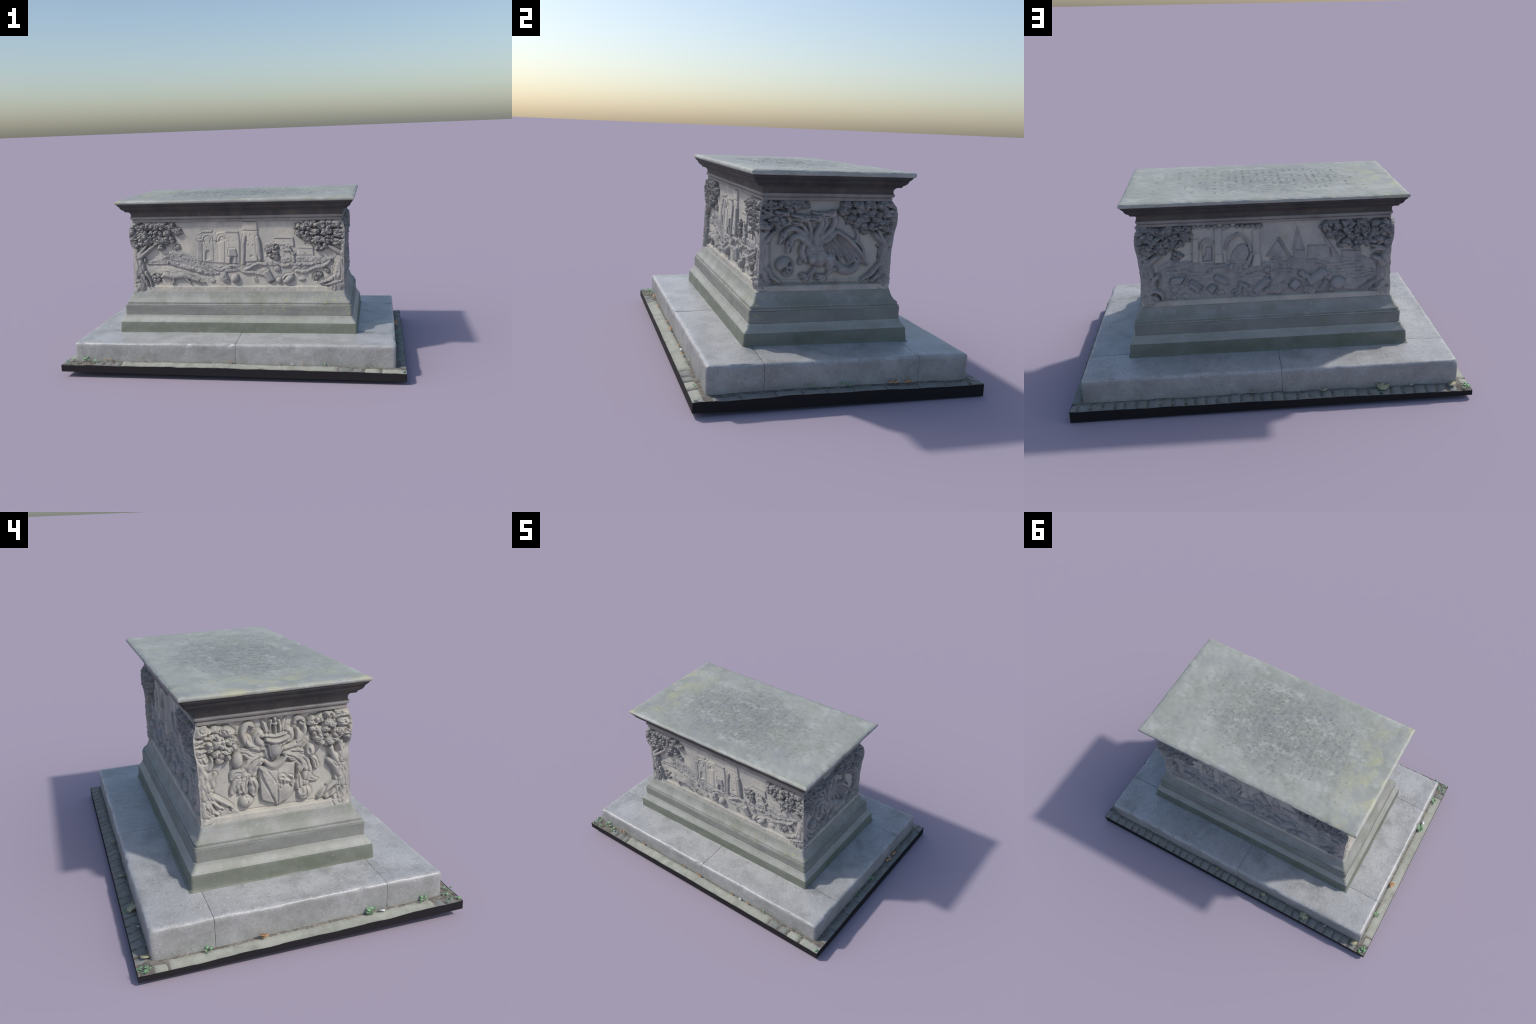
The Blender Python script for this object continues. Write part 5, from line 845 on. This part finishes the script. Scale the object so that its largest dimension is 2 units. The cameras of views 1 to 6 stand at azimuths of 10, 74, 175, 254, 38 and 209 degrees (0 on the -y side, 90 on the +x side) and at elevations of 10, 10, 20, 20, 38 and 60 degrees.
# ---------------------------------------------------------------- kerb step
SX, SY, SZ = 0.944, 0.6258, 0.1885
def step_stone(x0, x1, y0, y1, seed):
    d = 0.0105
    nx, ny, nz = [max(2, int(round(L / d))) for L in (x1 - x0, y1 - y0, 0.15)]
    xs = np.linspace(x0, x1, nx + 1); ys = np.linspace(y0, y1, ny + 1); zs = np.linspace(0.045, SZ, nz + 1)
    vid = {}; V = []; F = []
    def v(i, j, k):
        if (i, j, k) not in vid: vid[(i, j, k)] = len(V); V.append((xs[i], ys[j], zs[k]))
        return vid[(i, j, k)]
    for i in range(nx):
        for j in range(ny): F.append([v(i, j, nz), v(i + 1, j, nz), v(i + 1, j + 1, nz), v(i, j + 1, nz)])
    for i in range(nx):
        for k in range(nz):
            F.append([v(i, 0, k), v(i + 1, 0, k), v(i + 1, 0, k + 1), v(i, 0, k + 1)]); F.append([v(i + 1, ny, k), v(i, ny, k), v(i, ny, k + 1), v(i + 1, ny, k + 1)])
    for j in range(ny):
        for k in range(nz):
            F.append([v(0, j + 1, k), v(0, j, k), v(0, j, k + 1), v(0, j + 1, k + 1)]); F.append([v(nx, j, k), v(nx, j + 1, k), v(nx, j + 1, k + 1), v(nx, j, k + 1)])
    P = np.array(V, float); raw = P.copy()
    # edges against a neighbour are eased, outer edges well rounded
    lim = np.array([[x0, x1], [y0, y1]])
    for a, (S_, q) in enumerate(((SX, 0), (SY, 1))):
        for side in (0, 1):
            e = lim[a, side]; dist = np.abs(raw[:, a] - e); joint = abs(abs(e) - S_) > 1e-6
            if joint: P[:, 2] -= 0.0016 * np.clip(1 - dist / 0.008, 0, 1) * (raw[:, 2] > SZ - 1e-6); P[:, 1 - a] -= np.sign(raw[:, 1 - a]) * 0.0016 * np.clip(1 - dist / 0.008, 0, 1) * (np.abs(np.abs(raw[:, 1 - a]) - (SY if a == 0 else SX)) < 1e-6)
    r = 0.017; inner = np.array([SX - r, SY - r, SZ - r])
    q = np.stack([np.clip(P[:, 0], -inner[0], inner[0]), np.clip(P[:, 1], -inner[1], inner[1]), np.minimum(P[:, 2], inner[2])], 1)
    dv = P - q; L = np.linalg.norm(dv, axis=1); out = (L > r)
    P[out] = q[out] + dv[out] / L[out][:, None] * r
    outer_x = np.abs(np.abs(raw[:, 0]) - SX) < 1e-6; outer_y = np.abs(np.abs(raw[:, 1]) - SY) < 1e-6
    n = 0.0035 * fbm3(raw + seed, 7, 3) + 0.0022 * fbm3(raw + seed + 2, 30, 3)
    chip = 0.016 * np.maximum(0, fbm3(raw + 4, 16, 3) - 0.20) * np.clip((raw[:, 2] - 0.12) / 0.05, 0.2, 1)
    lean = 0.0
    P[:, 0] += np.where(outer_x, np.sign(raw[:, 0]) * (n - chip - lean), 0); P[:, 1] += np.where(outer_y, np.sign(raw[:, 1]) * (n - chip - lean), 0)
    top = raw[:, 2] > SZ - 1e-6
    u = (raw[:, 0] / SX + 1) / 2; w = (raw[:, 1] / SY + 1) / 2
    tilt = 0.003 * (1 - u) * (1 - w) + 0.011 * u * (1 - w) + 0.001 * u * w - 0.001 * (1 - u) * w
    P[:, 2] += tilt * np.clip((raw[:, 2] - 0.10) / 0.05, 0, 1)
    rise = (0.008 - 0.006 * w) * sstep(1 - np.maximum((np.abs(raw[:, 0]) - 0.70) / 0.22, (np.abs(raw[:, 1]) - 0.39) / 0.20))
    P[:, 2] += np.where(top, 0.0025 * fbm3(raw + seed + 5, 6, 3) + 0.0014 * fbm3(raw + seed + 6, 45, 2) + rise, 0)
    P[:, 0] += 0.0065 * (SX - P[:, 0]) / (2 * SX); P[:, 1] += 0.0055 * (SY - P[:, 1]) / (2 * SY)
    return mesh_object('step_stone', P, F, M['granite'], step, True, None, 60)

def core_box(name, x, y, z0, z1, mat, parent):
    V = [(sx * x, sy * y, z) for z in (z0, z1) for sx, sy in ((-1, -1), (1, -1), (1, 1), (-1, 1))]
    F = [[0, 3, 2, 1], [4, 5, 6, 7], [0, 1, 5, 4], [1, 2, 6, 5], [2, 3, 7, 6], [3, 0, 4, 7]]
    return mesh_object(name, V, F, mat, parent, False)
step = core_box('kerb_step', SX - 0.014, SY - 0.014, 0.03, SZ - 0.012, M['mortar'], tomb)
g = 0.0009; JY = 0.369; FX = 0.036; BX = -0.044
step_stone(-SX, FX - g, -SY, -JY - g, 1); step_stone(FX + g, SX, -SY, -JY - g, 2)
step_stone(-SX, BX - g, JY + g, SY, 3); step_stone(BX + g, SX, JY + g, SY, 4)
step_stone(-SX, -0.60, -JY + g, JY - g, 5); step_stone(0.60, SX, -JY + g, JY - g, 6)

# -------------------------------------------------------------------- paving
PX, PY = 0.9985, 0.6845
def under(x, y):                       # cut underside, slightly tilted
    return 0.0175 - 0.0085 * x / PX - 0.0090 * y / PY
def ground(x, y):                      # lumpy top of the paving
    tx = (x / PX + 1) / 2; ty = (y / PY + 1) / 2
    z = (0.0750 * (1 - tx) * (1 - ty) + 0.0640 * tx * (1 - ty) + 0.0560 * tx * ty + 0.0430 * (1 - tx) * ty)
    e = np.minimum(PX - np.abs(x), PY - np.abs(y))
    bow = np.where(x > 0, 0.006, -0.003) * np.sin(np.pi * np.clip(ty, 0, 1)) * (np.abs(x) > 0.94) + 0.004 * np.sin(np.pi * np.clip(tx, 0, 1)) * (np.abs(y) > 0.62)
    z = z + bow + (0.010 + 0.004 * (y > 0.6)) * sstep(e / 0.065) + 0.0050 * fbm2(x * 11 + 30, y * 11 + 30, 4)
    return z

def build_paving():
    xs = np.concatenate([np.linspace(-PX, -0.90, 17), np.linspace(-0.89, 0.89, 180), np.linspace(0.90, PX, 17)])
    ys = np.concatenate([np.linspace(-PY, -0.59, 17), np.linspace(-0.58, 0.58, 117), np.linspace(0.59, PY, 17)])
    X, Y = np.meshgrid(xs, ys, indexing='ij'); nx, ny = X.shape
    Zg = ground(X, Y) - 0.002
    V = np.stack([X, Y, Zg], -1).reshape(-1, 3); idx = np.arange(nx * ny).reshape(nx, ny)
    F = np.stack([idx[:-1, :-1], idx[1:, :-1], idx[1:, 1:], idx[:-1, 1:]], -1).reshape(-1, 4)
    top = mesh_object('paving', V, F, M['soil'], tomb, True)
    loop = np.concatenate([idx[:-1, 0], idx[-1, :-1], idx[:0:-1, -1], idx[0, :0:-1]])
    up = V[loop].copy(); lowv = up.copy(); lowv[:, 2] = under(up[:, 0], up[:, 1])
    out = np.sign(up[:, :2]) * (np.abs(np.abs(up[:, :2]) - np.array([PX, PY])) < 1e-6)
    up[:, :2] += out * 0.0015; lowv[:, :2] += out * 0.0015
    up[:, 2] = ground(V[loop][:, 0], V[loop][:, 1]) - 0.0005
    n = len(loop); a = np.arange(n); b = np.roll(a, -1)
    SF = np.stack([a + n, b + n, b, a], -1).tolist() + [(a + n)[::-1].tolist()]
    mesh_object('cut_edge', np.concatenate([up, lowv]), SF, M['skirt'], top, False)
    return top
paving = build_paving()

def slab_piece(name, x0, x1, y0, y1, mat, lift=0.004, rnd=0.006, rough=0.0015, seed=0, d=0.011):
    """one paving stone: pillowed top following the ground, sides running down into it"""
    nx = max(3, int((x1 - x0) / d)); ny = max(3, int((y1 - y0) / d))
    wob = lambda t: 0.0025 * math.sin(9 * t + seed)
    V = []; F = []
    xs = np.linspace(x0, x1, nx + 1); ys = np.linspace(y0, y1, ny + 1)
    for i in range(nx + 1):
        for j in range(ny + 1):
            x, y = xs[i], ys[j]
            if abs(x0) < PX - 0.004 and i == 0: x += wob(j)
            if abs(x1) < PX - 0.004 and i == nx: x += wob(j + 3)
            if abs(y0) < PY - 0.004 and j == 0: y += wob(i)
            if abs(y1) < PY - 0.004 and j == ny: y += wob(i + 2)
            open_ = [abs(v_) < lim - 0.004 for v_, lim in ((x0, PX), (x1, PX), (y0, PY), (y1, PY))]
            e = min([q for q, o in zip((xs[i] - x0, x1 - xs[i], ys[j] - y0, y1 - ys[j]), open_) if o] + [1.0])
            z = float(ground(np.array(x), np.array(y))) + lift - rnd * (1 - float(sstep(np.array(e / 0.012)))) ** 2
            z += rough * float(fbm2(np.array(x * 60 + seed), np.array(y * 60 + seed), 3)) * 2
            V.append((x, y, z))
    idx = np.arange((nx + 1) * (ny + 1)).reshape(nx + 1, ny + 1)
    F = np.stack([idx[:-1, :-1], idx[1:, :-1], idx[1:, 1:], idx[:-1, 1:]], -1).reshape(-1, 4).tolist()
    loop = np.concatenate([idx[:-1, 0], idx[-1, :-1], idx[:0:-1, -1], idx[0, :0:-1]]).tolist(); b0 = len(V)
    for i in loop: V.append((V[i][0], V[i][1], V[i][2] - 0.016))
    n = len(loop)
    for k in range(n): F.append([loop[k], b0 + k, b0 + (k + 1) % n, loop[(k + 1) % n]])
    return mesh_object(name, V, F, mat, paving, True, None, 60)

def lay_paving():
    r = random.Random(3)
    # setts along the back
    x = -0.93
    while x < 0.985:
        w = r.uniform(0.047, 0.066); x1 = min(x + w, PX)
        slab_piece('sett', x + 0.0024, x1 - 0.0024, 0.629 + r.uniform(-0.004, 0.006), PY, M['sett'], 0.003 + r.uniform(-0.0012, 0.0018), 0.0075, 0.001, r.random() * 9)
        x = x1
    # flags down the right side
    y = -0.60
    while y < 0.60:
        w = r.uniform(0.10, 0.17); y1 = min(y + w, 0.622)
        slab_piece('flagstone', 0.962 + r.uniform(-0.006, 0.006), PX, y + 0.002, y1 - 0.002, M['sett'], 0.003 + r.uniform(-0.001, 0.002), 0.006, 0.001, r.random() * 9)
        y = y1
    # long kerb slabs at the front and on the left
    slab_piece('kerb_slab', -0.63, 0.62, -PY, -0.627, M['pave'], 0.003, 0.005, 0.0012, 2.0)
    slab_piece('kerb_slab', -PX, -0.947, -0.56, 0.56, M['pave'], 0.003, 0.005, 0.0012, 5.0)
    for x0, x1 in ((-0.80, -0.74), (-0.735, -0.685), (-0.68, -0.634), (0.626, 0.70), (0.705, 0.765), (0.77, 0.86), (0.865, PX)):
        slab_piece('sett', x0, x1, -PY, -0.632, M['pave'] if x0 > 0.76 else M['sett'], 0.002, 0.007, 0.001, x0 * 10)
    for y0, y1 in ((-0.66, -0.61), (-0.605, -0.566)):
        slab_piece('sett', -PX, -0.955, y0, y1, M['sett'], 0.002, 0.007, 0.001, y0 * 10)
    slab_piece('sett', -PX, -0.955, 0.566, 0.625, M['pave'], 0.002, 0.007, 0.001, 1.0)
lay_paving()

# ------------------------------------------------------- weeds and fallen leaves
def outline_blade(name, outline, mat, curl, thick=0.0012):
    """a thin curled leaf from its half outline (mirrored), with a raised midrib"""
    pts = outline + [(-x, y) for x, y in outline[::-1] if abs(x) > 1e-6]
    n = len(pts); V = [(0, 0.35, 0)] + [(x, y, 0) for x, y in pts]
    V = [(x, y, curl * (x * x * 1.6 + (y - 0.4) ** 2 * 0.8) + 0.05 * math.sin(7 * x + 5 * y)) for x, y, z in V]
    F = [[0, 1 + k, 1 + (k + 1) % n] for k in range(n)]
    me = bpy.data.meshes.new(name); me.from_pydata(V, [], F); me.materials.append(mat)
    me.polygons.foreach_set('use_smooth', [True] * len(F)); me.update()
    tmp = bpy.data.objects.new(name, me); link(tmp)
    so = tmp.modifiers.new('thick', 'SOLIDIFY'); so.thickness = thick / 0.05
    dg = bpy.context.evaluated_depsgraph_get(); res = bpy.data.meshes.new_from_object(tmp.evaluated_get(dg))
    bpy.data.objects.remove(tmp); return res

MAPLE = [(0.0, -0.05), (0.04, 0.0), (0.30, -0.06), (0.26, 0.10), (0.55, 0.18), (0.42, 0.30), (0.62, 0.52), (0.34, 0.52), (0.28, 0.62), (0.16, 0.58), (0.17, 0.82), (0.0, 1.05)]
OVAL = [(0.0, -0.05), (0.14, 0.08), (0.26, 0.30), (0.27, 0.52), (0.18, 0.78), (0.0, 1.0)]
ROUND = [(0.0, -0.05), (0.16, 0.05), (0.36, 0.30), (0.40, 0.60), (0.24, 0.88), (0.0, 0.95)]
mesh_maple = outline_blade('fallen_leaf', MAPLE, M['tan'], 0.35)
mesh_rust = outline_blade('fallen_leaf', OVAL, M['rust'], 0.9)
mesh_tan = outline_blade('fallen_leaf', ROUND, M['tan'], 0.6)
mesh_green = outline_blade('weed_leaf', ROUND, M['green'], 0.5, 0.0009)
mesh_blade = outline_blade('grass_blade', [(0.0, -0.05), (0.09, 0.1), (0.08, 0.5), (0.0, 1.0)], M['green'], 0.6, 0.0008)
mesh_white = outline_blade('litter_scrap', OVAL, M['white'], 0.6)

def place(me, name, x, y, size, yaw, tilt, roll=0.0, dz=0.0):
    ob = bpy.data.objects.new(name, me); link(ob, paving)
    ob.location = (x, y, float(ground(np.array(x), np.array(y))) + 0.006 + dz); ob.rotation_euler = (tilt, roll, yaw); ob.scale = (size,) * 3
    return ob

place(mesh_maple, 'fallen_leaf', -0.545, 0.660, 0.060, 3.0, 0.45, 0.1, 0.004)
place(mesh_tan, 'fallen_leaf', -0.235, 0.640, 0.036, 1.2, 0.2, 0.1, 0.002)
place(mesh_tan, 'fallen_leaf', 0.110, 0.632, 0.032, 0.5, 0.5, 0.3, 0.004)
place(mesh_tan, 'fallen_leaf', -0.890, 0.655, 0.045, 2.2, 0.15, 0.0, 0.001)
place(mesh_rust, 'fallen_leaf', -0.952, 0.165, 0.045, 0.2, 0.2, 0.2, 0.004)
place(mesh_rust, 'fallen_leaf', -0.955, 0.190, 0.036, 2.6, 0.35, 0.0, 0.004)
for x in (-0.735, -0.70, -0.50, -0.115, 0.0, 0.02, 0.035, 0.30, 0.44): place(mesh_rust, 'fallen_leaf', x, -0.632, random.uniform(0.018, 0.028), random.uniform(1.2, 1.9), 0.2, 0.2, 0.002)
for y in (0.215, 0.235, 0.295, 0.31): place(mesh_rust, 'fallen_leaf', 0.958, y, random.uniform(0.024, 0.034), random.uniform(-0.6, 0.6), 0.3, 0.2, 0.002)
place(mesh_white, 'litter_scrap', 0.377, -0.633, 0.024, 1.4, 0.2); place(mesh_white, 'litter_scrap', 0.957, 0.258, 0.02, 0.4, 0.3, 0.0, 0.006)
place(mesh_white, 'litter_scrap', -0.957, -0.345, 0.032, 0.1, 0.2); place(mesh_white, 'litter_scrap', -0.690, 0.640, 0.018, 2.0, 0.2)

def weed(x, y, size, n, r):
    for k in range(n):
        a = 2 * math.pi * k / n + r.uniform(-0.4, 0.4); d = size * r.uniform(0.1, 0.55)
        place(mesh_green, 'weed_leaf', x + d * math.cos(a) * 0.9, y + d * math.sin(a), size * r.uniform(0.55, 0.9), a - math.pi / 2, r.uniform(0.1, 0.6), r.uniform(-0.2, 0.2), size * r.uniform(0.05, 0.5))
def grass(x, y, spread, n, r):
    for k in range(n):
        px = max(-PX + 0.006, min(PX - 0.006, x + r.uniform(-spread, spread))); py = max(-PY + 0.006, min(PY - 0.006, y + r.uniform(-spread, spread)))
        place(mesh_blade if k % 3 else mesh_green, 'grass_blade' if k % 3 else 'weed_leaf', px, py, r.uniform(0.009, 0.018), r.uniform(0, 6.28), r.uniform(0.0, 0.6), 0.0, 0.0)
WR = random.Random(9)
for (x, y, s, n) in ((-0.952, -0.288, 0.030, 7), (-0.955, -0.525, 0.024, 6), (-0.958, 0.405, 0.020, 5), (-0.862, -0.636, 0.026, 5), (-0.80, -0.655, 0.020, 4),
                     (0.958, 0.010, 0.026, 5), (0.962, -0.160, 0.020, 4), (0.552, -0.632, 0.014, 3), (0.85, -0.650, 0.015, 3), (0.985, 0.05, 0.010, 3)):
    weed(x, y, s, n, WR)
grass(-0.975, 0.662, 0.022, 26, WR); grass(-0.965, -0.645, 0.03, 16, WR); grass(-0.90, -0.665, 0.02, 8, WR); grass(0.975, -0.665, 0.015, 5, WR); grass(-0.535, 0.655, 0.02, 7, WR)
